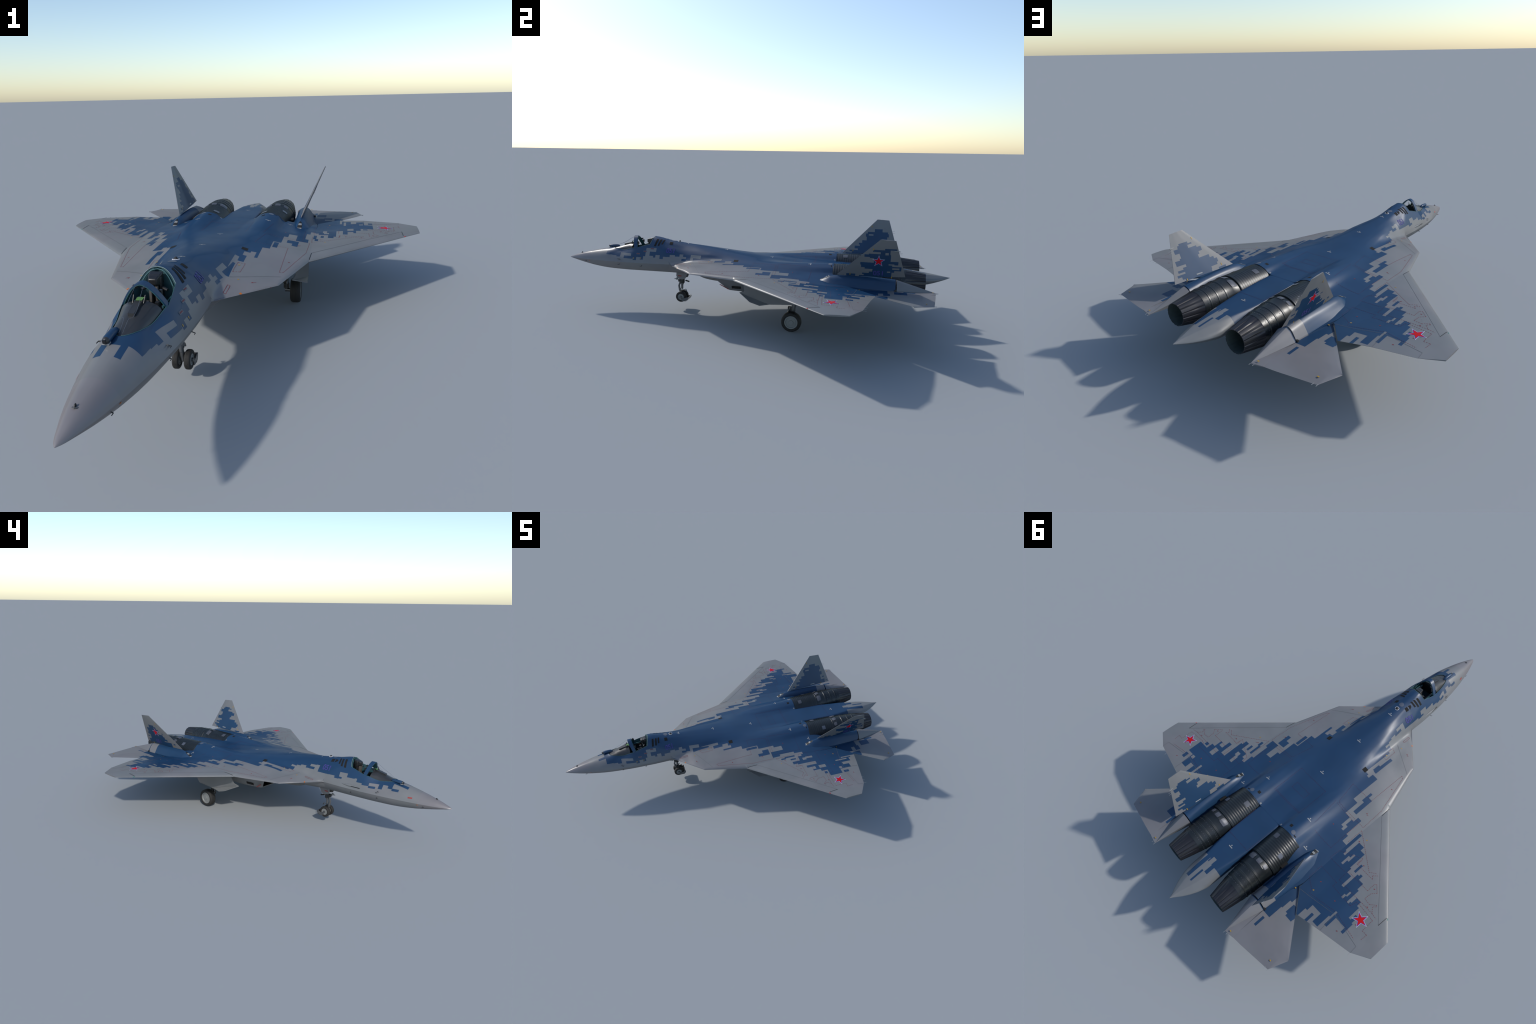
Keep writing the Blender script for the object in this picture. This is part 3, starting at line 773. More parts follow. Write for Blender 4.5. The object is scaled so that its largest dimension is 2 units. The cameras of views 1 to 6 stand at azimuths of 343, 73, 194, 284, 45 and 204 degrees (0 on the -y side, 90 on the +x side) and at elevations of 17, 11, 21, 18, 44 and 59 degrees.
for s in (1, -1):
    n = nacelle(s)
    # black louvre and red warning stripe on the outer wall
    v, f = plate([(s * .2245, -.036, .199), (s * .2275, .010, .199), (s * .2205, .010, .187), (s * .2175, -.036, .187)], .003, (s, 0, -.65))
    new_object("side_louvre", v, f, MAT["vent"], parent=n)
    v, f = plate([(s * .228, -.099, .206), (s * .2305, -.090, .206), (s * .2165, -.052, .180), (s * .213, -.058, .179)], .002, (s, 0, -.5))
    new_object("warning_stripe", v, f, MAT["warn"], parent=n)

# ------------------------------------------------------------------ landing gear
def wheel(name, s, x0, x1, y, z, r, hub_r, parent, mats):
    """tyre with rounded shoulders, hub disc and cap; axis along x"""
    w = x1 - x0; a = (s * x0, y, z); b = (s * x1, y, z)
    prof = [(.12 * w, hub_r), (.04 * w, hub_r + .10 * (r - hub_r)), (0, hub_r + .45 * (r - hub_r)), (.03 * w, r * .90), (.12 * w, r * .965), (.25 * w, r * .995)]
    for g in (.36, .5, .64):
        prof += [(g * w - .012 * w, r), (g * w - .008 * w, r * .985), (g * w + .008 * w, r * .985), (g * w + .012 * w, r)]
    prof += [(.75 * w, r * .995), (.88 * w, r * .965), (.97 * w, r * .90), (w, hub_r + .45 * (r - hub_r)), (.96 * w, hub_r + .10 * (r - hub_r)), (.88 * w, hub_r)]
    v, f = lathe(prof, a, b, 48)
    t = new_object(name, v, f, MAT["tyre"], parent=parent, smooth_angle=40)
    for face in (0, 1):
        o = w * (.90 if face else .10); d = 1 if face else -1
        prof = [(o - d * .1 * w, hub_r * 1.02), (o + d * .04 * w, hub_r * .98), (o + d * .04 * w, hub_r * .80), (o - d * .05 * w, hub_r * .74), (o - d * .03 * w, hub_r * .34),
                (o + d * .06 * w, hub_r * .32), (o + d * .06 * w, .0004)]
        v, f = lathe(prof, a, b, 40)
        new_object("wheel_rim", v, f, mats, parent=t, smooth_angle=35)
    return t

for s in (1, -1):
    gear = new_object("main_gear_leg", *merge(
        tube([(s * .222, .285, .21), (s * .226, .283, .12), (s * .232, .279, .055)], [.012, .011, .009], 14),
        tube([(s * .226, .280, .050), (s * .262, .278, .050)], .0085, 14),
        tube([(s * .236, .268, .115), (s * .236, .255, .085), (s * .236, .266, .058)], .0042, 8),
        tube([(s * .215, .31, .20), (s * .230, .285, .10)], .0055, 8)), MAT["strut"])
    wheel("main_wheel", s, .2495, .2905, .278, .0497, .0497, .0335, gear, MAT["hub"])
    v, f = merge(box(s * .228, .262, .100, .020, .014, .026), box(s * .233, .264, .074, .022, .012, .018))
    new_object("brake_unit", v, f, MAT["gear_dark"], parent=gear)
    # gear door: upright panel with the lower flap folded outwards
    F_, C_, D_ = (.281, .018, .184), (.3255, .174, .1465), (.313, .298, .149)
    v1, f1 = plate([(s * .318, .045, .246), (s * .290, .045, .196), (s * F_[0], F_[1], F_[2]), (s * C_[0], C_[1], C_[2]), (s * D_[0], D_[1], D_[2]), (s * .316, .318, .180), (s * .334, .305, .242)], .004, (s, 0, -.35))
    v2, f2 = plate([(s * F_[0], F_[1], F_[2]), (s * .331, .080, .1545), (s * .3255, .128, .1375), (s * C_[0], C_[1], C_[2])], .004, (s * .5, 0, 1))
    v, f = merge((v1, f1), (v2, f2))
    new_object("main_gear_door", v, f, MAT["grey"], smooth_angle=20)

# nose gear
ng = new_object("nose_gear_leg", *merge(
    tube([(0, -.372, .215), (0, -.376, .165), (0, -.378, .135)], [.0105, .0105, .009], 14),
    tube([(0, -.378, .140), (0, -.379, .110)], .0065, 12),
    tube([(0, -.389, .150), (0, -.397, .125), (0, -.393, .100), (0, -.382, .082)], [.005, .0055, .006, .006], 10),
    tube([(0, -.379, .112), (0, -.374, .100), (0, -.358, .107), (0, -.352, .096)], .0028, 8),
    tube([(-.032, -.379, .0666), (.032, -.379, .0666)], .006, 12),
    tube([(0, -.392, .11), (0, -.384, .066)], .007, 10)), MAT["strut"])
v, f = merge(tube([(0, -.377, .163), (0, -.378, .143)], .0135, 16), box(0, -.392, .157, .022, .012, .014), tube([(-.004, -.36, .156), (-.004, -.338, .150)], .004, 10))
new_object("gear_collar", v, f, MAT["gear_dark"], parent=ng)
for i, s in enumerate((1, -1)):
    wheel("nose_wheel", s, .0085, .0275, -.379, .0666, .0298, .0175, ng, MAT["hub"])
    # mud guard bracket behind each wheel
    pts = [(-.376, .060), (-.358, .0615), (-.3395, .0670), (-.3375, .0640), (-.3420, .0520), (-.352, .0440), (-.372, .0440)]
    v, f = plate([(s * .030, a, b) for a, b in pts], .003, (1, 0, 0))
    new_object("mud_guard", v, f, MAT["strut"], parent=ng)
v, f = loft([[(-.032, a, b), (.032, a, b), (.032, a + .003, b + .001), (-.032, a + .003, b + .001)] for a, b in ((-.352, .0425), (-.344, .0480), (-.3390, .0570), (-.3375, .0660))])
new_object("mud_guard", v, f, MAT["strut"], parent=ng, smooth_angle=60)
lamp, lf = lathe([(0, .0008), (.002, .006), (.010, .0065), (.013, .003), (.022, .0015)], (.006, -.400, .166), (.006, -.424, .164), 16)
new_object("landing_lamp", lamp, lf, MAT["hub"], parent=ng, smooth_angle=40)
# nose gear doors: two small side plates
for s in (1, -1):
    v, f = plate([(s * .022, -.402, .206), (s * .022, -.404, .186), (s * .020, -.398, .172), (s * .020, -.372, .166), (s * .021, -.352, .172), (s * .023, -.338, .206)], .003, (1, 0, 0))
    new_object("nose_gear_door", v, f, MAT["grey"])

# ------------------------------------------------------------------ cockpit
def on_top(x, y):
    return float(surface_top(x, y))

cy = ylist(-.776, -.5275, 60)
# tub: walls fall from the sill to the floor
V, F = [], []
rings = []
for y in cy:
    w = float(sill(y)); z = on_top(w, y)
    fl = float(np.interp(y, [-.776, -.70, -.64, -.53], [z - .006, .300, .268, .268])); fl = min(fl, z - .004)
    rings.append([(w - .0004, y, z - .0006), (max(w - .004, w * .6), y, z - .012 * min(1, w / .02)), (max(w - .006, w * .5), y, fl), (0, y, fl)])
for s in (1, -1):
    V, F = merge((V, F), (flip([p for r in rings for p in r], s), grid_faces(len(rings), 4)))
tub = new_object("cockpit_tub", V, F, MAT["teal_dark"], smooth_angle=30)
# pale teal sealing frame around the opening
for s in (1, -1):
    pts = [(s * float(sill(y)), y, on_top(float(sill(y)), y) + .0004) for y in ylist(-.777, -.5262, 70, [p[0] for p in SILL])]
    v, f = tube(pts, .0008, 8)
    new_object("canopy_seal", v, f, MAT["teal"], parent=tub, smooth_angle=60)
# rear arch lining and cross frames
def arch(y, lean, w, z0, z1, n=25, p=2.2):
    out = []
    for k in range(n):
        a = math.pi * k / (n - 1); c = math.cos(a); sn = math.sin(a)
        x = w * math.copysign(abs(c) ** (2 / p), c); h = abs(sn) ** (1.0)
        out.append((x, y + lean * h, z0 + (z1 - z0) * h))
    return out
# windscreen bow: flat band leaning forward
def band(curve_a, curve_b, thick):
    V = []
    for a, b in zip(curve_a, curve_b):
        a = Vector(a); b = Vector(b)
        o = Vector((a.x, 0, a.z - .335)); o = o.normalized() * thick if o.length > 1e-6 else Vector((0, 0, thick))
        V += [tuple(a), tuple(b), tuple(b - o), tuple(a - o)]
    F = []
    n = len(curve_a)
    for i in range(n - 1):
        for j in range(4):
            F.append((i * 4 + j, i * 4 + (j + 1) % 4, (i + 1) * 4 + (j + 1) % 4, (i + 1) * 4 + j))
    F += [(0, 1, 2, 3), tuple((n - 1) * 4 + j for j in (3, 2, 1, 0))]
    return V, F
def bow(y, lean, grow=0.0):
    out = []
    for k in range(33):
        t = -1 + 2 * k / 32
        # straight-sided arch with a round head
        a = abs(t); x = .0568 * math.sin(t * math.pi / 2 * .98) / math.sin(math.pi / 2 * .98)
        prof = 1 - (abs(x) / .0568) ** 1.75
        out.append((x * (1 + grow), y + lean * prof, .3365 + (.3995 - .3365) * prof + grow * .05))
    return out
v, f = band(bow(-.6320, -.018), bow(-.6150, -.0135), .0030)
bow_ob = new_object("windscreen_bow", v, f, MAT["blue"], parent=tub, smooth_angle=35)
v, f = band([(x * .955, y + .0008, z - .0034) for x, y, z in bow(-.6320, -.018)], [(x * .955, y + .003, z - .0034) for x, y, z in bow(-.6150, -.0135)], .0020)
new_object("bow_lining", v, f, MAT["teal"], parent=bow_ob, smooth_angle=35)
v, f = merge(box(.036, -.6145, .3655, .006, .008, .014), box(-.036, -.6145, .3655, .006, .008, .014), box(-.025, -.6175, .3795, .010, .007, .008))
new_object("bow_latch", v, f, MAT["seat"], parent=bow_ob)
# rear frame, teal rim of the fixed canopy edge, and bulkhead
rim = [(s_ * float(sill(y)), y, on_top(float(sill(y)), y)) for s_, yy in ((1, ylist(-.5418, -.526, 14)), (-1, ylist(-.5418, -.526, 14)[::-1])) for y in yy]
v, f = tube([(x, y - .0005, z + .0002) for x, y, z in rim], .0009, 8)
new_object("canopy_edge", v, f, MAT["teal_pale"], parent=tub, smooth_angle=60)
v, f = band([(x * .97, y + .001, z - .001) for x, y, z in rim], [(x * .97, y + .020, z - .004) for x, y, z in rim], .002)
new_object("canopy_lining", v, f, MAT["teal"], parent=tub, smooth_angle=40)
v, f = plate([(x * .97, -.5160, z - .002) for x, y, z in rim] + [(-.045, -.516, .27), (.045, -.516, .27)], .002, (0, 1, 0))
new_object("rear_bulkhead", v, f, MAT["teal_dark"], parent=tub)
v, f = tube([(x * .86, y - .004, z - .005) for x, y, z in rim], .0016, 8)
new_object("canopy_rail", v, f, MAT["teal"], parent=tub, smooth_angle=60)
# coaming: grey instrument hood that fills the windscreen area
rings = []
for y in ylist(-.7745, -.650, 40):
    w = float(sill(y)) * .955; zs = on_top(float(sill(y)), y) - .002
    zc = float(np.interp(y, [-.7745, -.74, -.70, -.67, -.650], [.3258, .3345, .3470, .3555, .3570]))
    ring = []
    for k in range(25):
        t = -1 + 2 * k / 24
        ring.append((w * t, y, zs + (max(zc, zs) - zs) * (1 - abs(t) ** 2.3) ** .62))
    rings.append(ring)
v = [p for r in rings for p in r]; f = grid_faces(len(rings), 25)
# rear lip folds down
lip = [(x, y + .0006, z - .012) for x, y, z in rings[-1]]
o = len(v); v += lip; f += [(o - 25 + j, o - 24 + j, o + j + 1, o + j) for j in range(24)]
hood = new_object("instrument_hood", v, f, MAT["hood"], parent=tub, smooth_angle=40)
# raised box of the head-up display with its screen and combiner posts
def wedge(y0, y1, w0, w1, za0, za1, zb0, zb1):
    v = [(-w0, y0, za0), (w0, y0, za0), (w0, y0, za1), (-w0, y0, za1), (-w1, y1, zb0), (w1, y1, zb0), (w1, y1, zb1), (-w1, y1, zb1)]
    return v, [(0, 3, 2, 1), (4, 5, 6, 7), (0, 1, 5, 4), (3, 7, 6, 2), (0, 4, 7, 3), (1, 2, 6, 5)]
v, f = merge(wedge(-.711, -.668, .0075, .0085, .340, .3515, .350, .3615), wedge(-.671, -.645, .0085, .0115, .350, .3608, .350, .3640))
hud = new_object("head_up_display", v, f, MAT["hood"], parent=hood, smooth_angle=20)
v, f = plate([(-.0075, -.6620, .3632), (.0075, -.6620, .3632), (.0085, -.6480, .3650), (-.0085, -.6480, .3650)], .001, (0, -.1, 1))
new_object("green_screen", v, f, MAT["screen"], parent=hud)
for s in (1, -1):
    v, f = plate([(s * .0130, -.668, .3585), (s * .0130, -.660, .3600), (s * .0140, -.654, .3740), (s * .0140, -.6565, .3740)], .0012, (1, 0, 0))
    new_object("display_post", v, f, MAT["seat"], parent=hud)
# thin detonation cords that run over the (invisible) windscreen glazing
def screen_z(x, y):
    return float(body_raw(abs(x), y)) + .0004
for s, xs0, kink in ((1, .0120, .0060), (-1, .0120, .0060)):
    pts = []
    for y in np.linspace(-.770, -.638, 24):
        x = xs0 - (kink if y < -.735 else 0) + .002 * math.sin(y * 60)
        pts.append((s * x, float(y), screen_z(x, float(y)) * 1.0))
    v, f = tube(pts, .00035, 5)
    new_object("screen_cord", v, f, MAT["disc"], parent=tub)
# ejection seat
v, f = merge(box(0, -.548, .330, .034, .018, .105), wedge(-.558, -.538, .0150, .0180, .3600, .3880, .362, .3925), wedge(-.574, -.556, .0105, .0150, .3660, .3830, .3600, .3890),
             box(0, -.578, .300, .036, .050, .020))
seat = new_object("ejection_seat", v, f, MAT["seat"], parent=tub, smooth_angle=25)
bpy.context.view_layer.objects.active = seat
mod = seat.modifiers.new("round", "BEVEL"); mod.width = .0034; mod.segments = 4; mod.limit_method = "ANGLE"
v, f = merge(box(.008, -.566, .335, .006, .008, .055), box(-.008, -.566, .335, .006, .008, .055), box(.013, -.582, .318, .010, .012, .020), box(-.013, -.582, .318, .010, .012, .020))
new_object("seat_harness", v, f, MAT["strap"], parent=seat)
v, f = merge(tube([(.018, -.555, .356), (.034, -.562, .352)], .004, 8), tube([(-.018, -.555, .356), (-.034, -.562, .352)], .004, 8),
             box(.036, -.60, .322, .010, .060, .012), box(-.036, -.60, .322, .010, .060, .012), tube([(.010, -.60, .285), (.010, -.603, .325)], .0022, 8))
new_object("cockpit_fittings", v, f, MAT["seat"], parent=tub)
v, f = merge(box(.040, -.585, .328, .004, .07, .010), box(-.040, -.585, .328, .004, .07, .010), box(.036, -.632, .315, .004, .012, .03), box(-.036, -.632, .315, .004, .012, .03))
new_object("side_console", v, f, MAT["teal"], parent=tub)
v, f = plate([(-.036, -.650, .345), (.036, -.650, .345), (.036, -.644, .30), (-.036, -.644, .30)], .004, (0, 1, .1))
new_object("instrument_panel", v, f, MAT["seat"], parent=tub)

# ------------------------------------------------------------------ infrared sensor, probes, antennas
rings = []
for y, r, zc in ((-.806, .0082, .3310), (-.803, .0088, .3315), (-.79, .0088, .3325), (-.775, .0086, .3330), (-.762, .0078, .3328), (-.754, .0060, .3315), (-.750, .0030, .3300)):
    rings.append([(-.0163 + r * math.cos(a), y, zc + r * math.sin(a)) for a in [2 * math.pi * k / 28 for k in range(28)]])
v, f = loft(rings)
irst = new_object("infrared_sensor", v, f, MAT["blue"], smooth_angle=40)
rings = []
for t in np.linspace(0, 1, 10):
    a = t * math.pi / 2
    rings.append([(-.0163 + .0084 * math.cos(a) * math.cos(k), -.806 - .0085 * math.sin(a), .3310 + .0084 * math.cos(a) * math.sin(k)) for k in [2 * math.pi * i / 28 for i in range(28)]])
v, f = loft(rings, True, True)
new_object("sensor_ball", v, f, MAT["hood"], parent=irst, smooth_angle=60)
v, f = merge(box(-.0163, -.8135, .3320, .007, .004, .008))
new_object("sensor_window", v, f, MAT["glass"], parent=irst)
v, f = plate([(-.0235, -.811, .3245), (-.0085, -.811, .3245), (-.0085, -.800, .3255), (-.0235, -.800, .3255)], .003, (0, 0, 1))
new_object("sensor_collar", v, f, MAT["mark"], parent=irst)

def blade(name, base, height, length, lean, thick=.0016, mat="gear_dark", normal=(0, 0, 1)):
    b = Vector(base); n = Vector(normal).normalized()
    d = Vector((0, 1, 0)); side = d.cross(n).normalized() * thick / 2
    pts = [b - d * length / 2, b + d * length / 2, b + d * (length * .35 + lean) + n * height, b + d * (-length * .1 + lean) + n * height]
    v = [tuple(p + side) for p in pts] + [tuple(p - side) for p in pts]
    f = [(0, 1, 2, 3), (7, 6, 5, 4), (0, 4, 5, 1), (1, 5, 6, 2), (2, 6, 7, 3), (3, 7, 4, 0)]
    return new_object(name, v, f, MAT[mat])
blade("nose_probe", (0, -.976, .2855), .0065, .010, .0)
v, f = lathe([(0, .0062), (.0008, .0060), (.0008, .0001)], (0, -.976, on_top(0, -.976) - .0004), (0, -.970, on_top(0, -.976) + .0186), 20)
new_object("probe_base", v, f, MAT["line"])
# upper beacon: pale ring with dark dome
zb = on_top(0, -.387)
v, f = lathe([(-.001, .0108), (.0010, .0108), (.0014, .0090), (.0008, .0088)], (0, -.387, zb), (0, -.380, zb + .05), 28)
bc = new_object("beacon_ring", v, f, MAT["white"])
v, f = lathe([(-.001, .0086), (.0015, .0070), (.0045, .0048), (.0070, .0030), (.0078, .0002)], (0, -.387, zb), (0, -.380, zb + .05), 20)
new_object("beacon", v, f, MAT["gear_dark"], parent=bc)
# air-data probes on the flanks
def flank(y, z, s):
    """point on the forebody flank at height z, and outward direction"""
    xs = np.linspace(0.0, float(half_width(y)), 400); zz = body_top(xs, np.full_like(xs, y))
    i = int(np.argmin(np.abs(zz - z) + 1e3 * (xs < .02)))
    return s * xs[i]
for s in (1, -1):
    for (y, z) in ((-.712, .281), (-.706, .276)):
        x = flank(y, z, s)
        v, f = merge(tube([(x, y, z), (x + s * .006, y - .001, z)], .0010, 6), tube([(x + s * .006, y - .001, z), (x + s * .006, y - .010, z)], .0008, 6))
        new_object("air_data_probe", v, f, MAT["gear_dark"])
    for (y, u, h) in ((-.575, .93, .009), (-.712, .93, .005), (-.930, .90, .005)):
        x = s * float(half_width(y)) * u; z = float(body_bottom(x, y))
        v, f = merge(tube([(x, y, z), (x + s * h, y, z - h * .4)], .0012, 6), tube([(x + s * h, y, z - h * .4), (x + s * h, y - .008, z - h * .4)], .0010, 6))
        new_object("air_data_probe", v, f, MAT["gear_dark"])
    # orange lamp spots under the chine
    v, f = lathe([(0, .0030), (.0012, .0026), (.0012, .0001)], (s * .0500, -.905, float(body_bottom(.0500, -.905)) + .0006), (s * .070, -.905, float(body_bottom(.0500, -.905)) - .016), 12)
    new_object("side_lamp", v, f, MAT["orange"])
# gun fairing on the right flank
rings = []
for t in np.linspace(0, 1, 22):
    y = -.515 - .100 * t; z = .2825 - .004 * t
    r = .0068 * (math.sin(math.pi * min(1, t * 1.02)) ** .8) + .0002
    x = flank(y, z, -1)
    rings.append([(x - .75 * r * math.cos(k) + .001, y, z + .95 * r * math.sin(k)) for k in [2 * math.pi * i / 16 for i in range(16)]])
v, f = loft(rings)
gun = new_object("gun_fairing", v, f, MAT["grey"], smooth_angle=50)
v, f = tube([(flank(-.618, .2785, -1) - .002, -.622, .2782), (flank(-.575, .2800, -1) - .0034, -.575, .2800)], .0017, 10)
new_object("gun_barrel", v, f, MAT["gear_dark"], parent=gun)

# ------------------------------------------------------------------ markings: thin paint films that follow the skin
def film(name, polys, mat, lift=.0007, parent=None, surf=None, cuts=1):
    """polys: lists of (x, y) on the plan form; each becomes a sheet on the upper skin"""
    bm = bmesh.new()
    for p in polys:
        vs = [bm.verts.new((a, b, 0)) for a, b in p]
        try: bm.faces.new(vs)
        except ValueError: pass
    if cuts:
        bmesh.ops.triangulate(bm, faces=bm.faces[:])
        bmesh.ops.subdivide_edges(bm, edges=bm.edges[:], cuts=cuts, use_grid_fill=True)
    xs = np.array([v.co.x for v in bm.verts]); ys = np.array([v.co.y for v in bm.verts])
    zs = (surf or surface_top)(xs, ys) + lift
    for v, z in zip(bm.verts, np.atleast_1d(zs)): v.co.z = float(z)
    for fc in bm.faces:
        fc.normal_update()
        if fc.normal.z < 0: fc.normal_flip()
    me = bpy.data.meshes.new(name); bm.to_mesh(me); bm.free()
    me.materials.append(MAT[mat]); me.shade_smooth()
    ob = bpy.data.objects.new(name, me); bpy.context.scene.collection.objects.link(ob); ob.parent = parent or ROOT
    return ob

def star_points(r, rot=0.0, inner=.40):
    return [((r if k % 2 == 0 else r * inner) * math.sin(rot + math.pi * k / 5), (r if k % 2 == 0 else r * inner) * math.cos(rot + math.pi * k / 5)) for k in range(10)]
def fan(cx, cy, pts):
    return [[(cx, cy), (cx + pts[i][0], cy + pts[i][1]), (cx + pts[(i + 1) % 10][0], cy + pts[(i + 1) % 10][1])] for i in range(10)]
for s in (1, -1):
    rot = math.pi / 2 * s + math.radians(0)
    for k, (r, m) in enumerate(((.0385, "white"), (.0345, "starblue"), (.0285, "red"))):
        film("star_" + ("border", "trim", "core")[k], fan(s * .6215, .4895, star_points(r, rot, .40)), m, .0007 + .00035 * k, parent=wings[s], cuts=2)
# stars on the outer fin faces
FP = {k: np.array(v) for k, v in FIN_PTS.items()}
fin_n = np.cross(FP["rte"] - FP["rle"], FP["tle"] - FP["rle"]); fin_n /= np.linalg.norm(fin_n)
if fin_n[0] < 0: fin_n = -fin_n
def fin_point(y, z, s, side, lift):
    """point on the fin face at (y, z): side +1 outer, -1 inner"""
    a, b, c = FP["rle"], FP["rte"], FP["tle"]
    x = a[0] - (fin_n[1] * (y - a[1]) + fin_n[2] * (z - a[2])) / fin_n[0]
    u = np.clip((z - .304) / .186, 0, 1)
    le = FP["rle"][1] + (FP["tle"][1] - FP["rle"][1]) * u; te = FP["rte"][1] + (FP["tte"][1] - FP["rte"][1]) * u
    C = np.clip((y - le) / (te - le), 0, 1)
    th = (.0068 + (.0022 - .0068) * u) * np.interp(C, [0, .12, .45, .75, 1], [.10, .55, 1, .7, .08])
    p = np.array([x, y, z]) + fin_n * side * (th + lift)
    return tuple(p * [s, 1, 1])
def fin_film(name, polys, mat, s, side, lift):
    bm = bmesh.new()
    for p in polys:
        bm.faces.new([bm.verts.new((0, a, b)) for a, b in p])
    bmesh.ops.triangulate(bm, faces=bm.faces[:]); bmesh.ops.subdivide_edges(bm, edges=bm.edges[:], cuts=1, use_grid_fill=True)
    for v in bm.verts: v.co = fin_point(v.co.y, v.co.z, s, side, lift)
    bmesh.ops.recalc_face_normals(bm, faces=bm.faces[:])
    me = bpy.data.meshes.new(name); bm.to_mesh(me); bm.free(); me.materials.append(MAT[mat]); me.shade_smooth()
    ob = bpy.data.objects.new(name, me); bpy.context.scene.collection.objects.link(ob); ob.parent = ROOT
    return ob
for s in (1, -1):
    for k, (r, m) in enumerate(((.0300, "white"), (.0272, "starblue"), (.0228, "red"))):
        fin_film("star_" + ("border", "trim", "core")[k], fan(.6815, .3857, star_points(r, 0, .40)), m, s, 1, .0008 + .00035 * k)

def text_polys(body, size):
    cu = bpy.data.curves.new("lettering", "FONT"); cu.body = body; cu.size = size; cu.align_x = "CENTER"; cu.align_y = "CENTER"
    cu.offset = size * .022
    ob = bpy.data.objects.new("lettering", cu); bpy.context.scene.collection.objects.link(ob)
    dg = bpy.context.evaluated_depsgraph_get(); me = bpy.data.meshes.new_from_object(ob.evaluated_get(dg))
    polys = [[(me.vertices[i].co.x, me.vertices[i].co.y) for i in p.vertices] for p in me.polygons]
    bpy.data.objects.remove(ob); bpy.data.curves.remove(cu); bpy.data.meshes.remove(me)
    return polys
NUM = text_polys("051", .036)
for s in (1, -1):
    # fin number reads towards the nose side of the viewer
    fin_film("fin_number", [[(.6848 + s * a * .95, .3235 + b * .90) for a, b in p] for p in NUM], "number", s, 1, .0009)
    # fuselage number on the flank
    bm = bmesh.new()
    for p in text_polys("051", .0325):
        bm.faces.new([bm.verts.new((a, b, 0)) for a, b in p])
    bmesh.ops.triangulate(bm, faces=bm.faces[:]); bmesh.ops.subdivide_edges(bm, edges=bm.edges[:], cuts=1)
    for v in bm.verts:
        y = -.4132 + s * v.co.x * 1.05; z = .3345 + v.co.y * .98
        v.co = (flank(y, z, s) + s * .0010, y, z + .0004)
    bmesh.ops.recalc_face_normals(bm, faces=bm.faces[:])
    me = bpy.data.meshes.new("fuselage_number"); bm.to_mesh(me); bm.free(); me.materials.append(MAT["number"])
    ob = bpy.data.objects.new("fuselage_number", me); bpy.context.scene.collection.objects.link(ob); ob.parent = fuselage

# pale walkway marks: a bar across with a dot in front
def rect(cx, cy, w, l, rot=0.0):
    c, sn = math.cos(rot), math.sin(rot)
    return [(cx + a * c - b * sn, cy + a * sn + b * c) for a, b in ((-w / 2, -l / 2), (w / 2, -l / 2), (w / 2, l / 2), (-w / 2, l / 2))]
def disc(cx, cy, r, n=14):
    return [(cx + r * math.cos(2 * math.pi * k / n), cy + r * math.sin(2 * math.pi * k / n)) for k in range(n)]
def beam_top(x, y):
    return np.interp(np.asarray(y, float), [.47, .634, .704, .82, .88], [.2956, .2879, .2843, .2801, .2753])
def any_top(x, y):
    x = np.asarray(x, float); y = np.asarray(y, float)
    return np.where((np.abs(x) < .068) & (y > .47), beam_top(x, y), surface_top(x, np.minimum(y, .62)))
marks = [(0, -.336), (0, -.1162), (0, .1345), (.1485, .3543), (-.1485, .3543), (.2285, .4502), (-.2285, .4502), (0, .7043)]
for x, y in marks:
    film("walkway_mark", [rect(x, y, .022, .0045), disc(x + .001, y - .0085, .0032)], "mark", .0007, surf=any_top)

# black vents
def vent(poly, mat="vent", name="vent_panel", lift=.0006):
    film(name, [poly], mat, lift, surf=any_top, cuts=3)
for s in (1, -1):
    vent([(s * .116, -.050), (s * .1365, -.050), (s * .1365, -.026), (s * .116, -.026)])
    vent(rect(s * .0345, -.4235, .017, .018))
    vent(rect(s * .116, .4350, .014, .014))
    vent(disc(s * .148, .4520, .0105, 18), "disc", "grey_disc")
    vent(rect(s * .166, .4590, .012, .005), "vent")
    vent(rect(s * .0740, .4620, .007, .008), "hub", "grey_disc")
    # slanted cooling slots behind the cockpit
    for k, (y0, z0, z1) in enumerate(((-.512, .3535, .3885), (-.494, .3565, .3865), (-.4785, .3640, .3845))):
        V = []
        n = 8
        for i in range(n):
            z = z0 + (z1 - z0) * i / (n - 1)
            for dy in (0, .0115 - .0012 * k):
                y = y0 + dy + .010 * (z - .37) / .04 + .002 * k
                V.append((flank(y, z, s) + s * .0006, y, z + .0006))
        new_object("cooling_slot", V, grid_faces(n, 2), MAT["vent"], parent=fuselage, smooth_angle=60)

vent(disc(0, -.4190, .0125, 22), "disc", "grey_disc")
vent([(-.026, -.4385), (-.045, -.4385), (-.040, -.4520), (-.0315, -.4540)])
# dark deck panels beside the engines
for s in (1, -1):
    zz = .2745
    v, f = box(s * .2205, .575, zz, .022, .036, .0040)
    new_object("deck_vent", v, f, MAT["vent"])

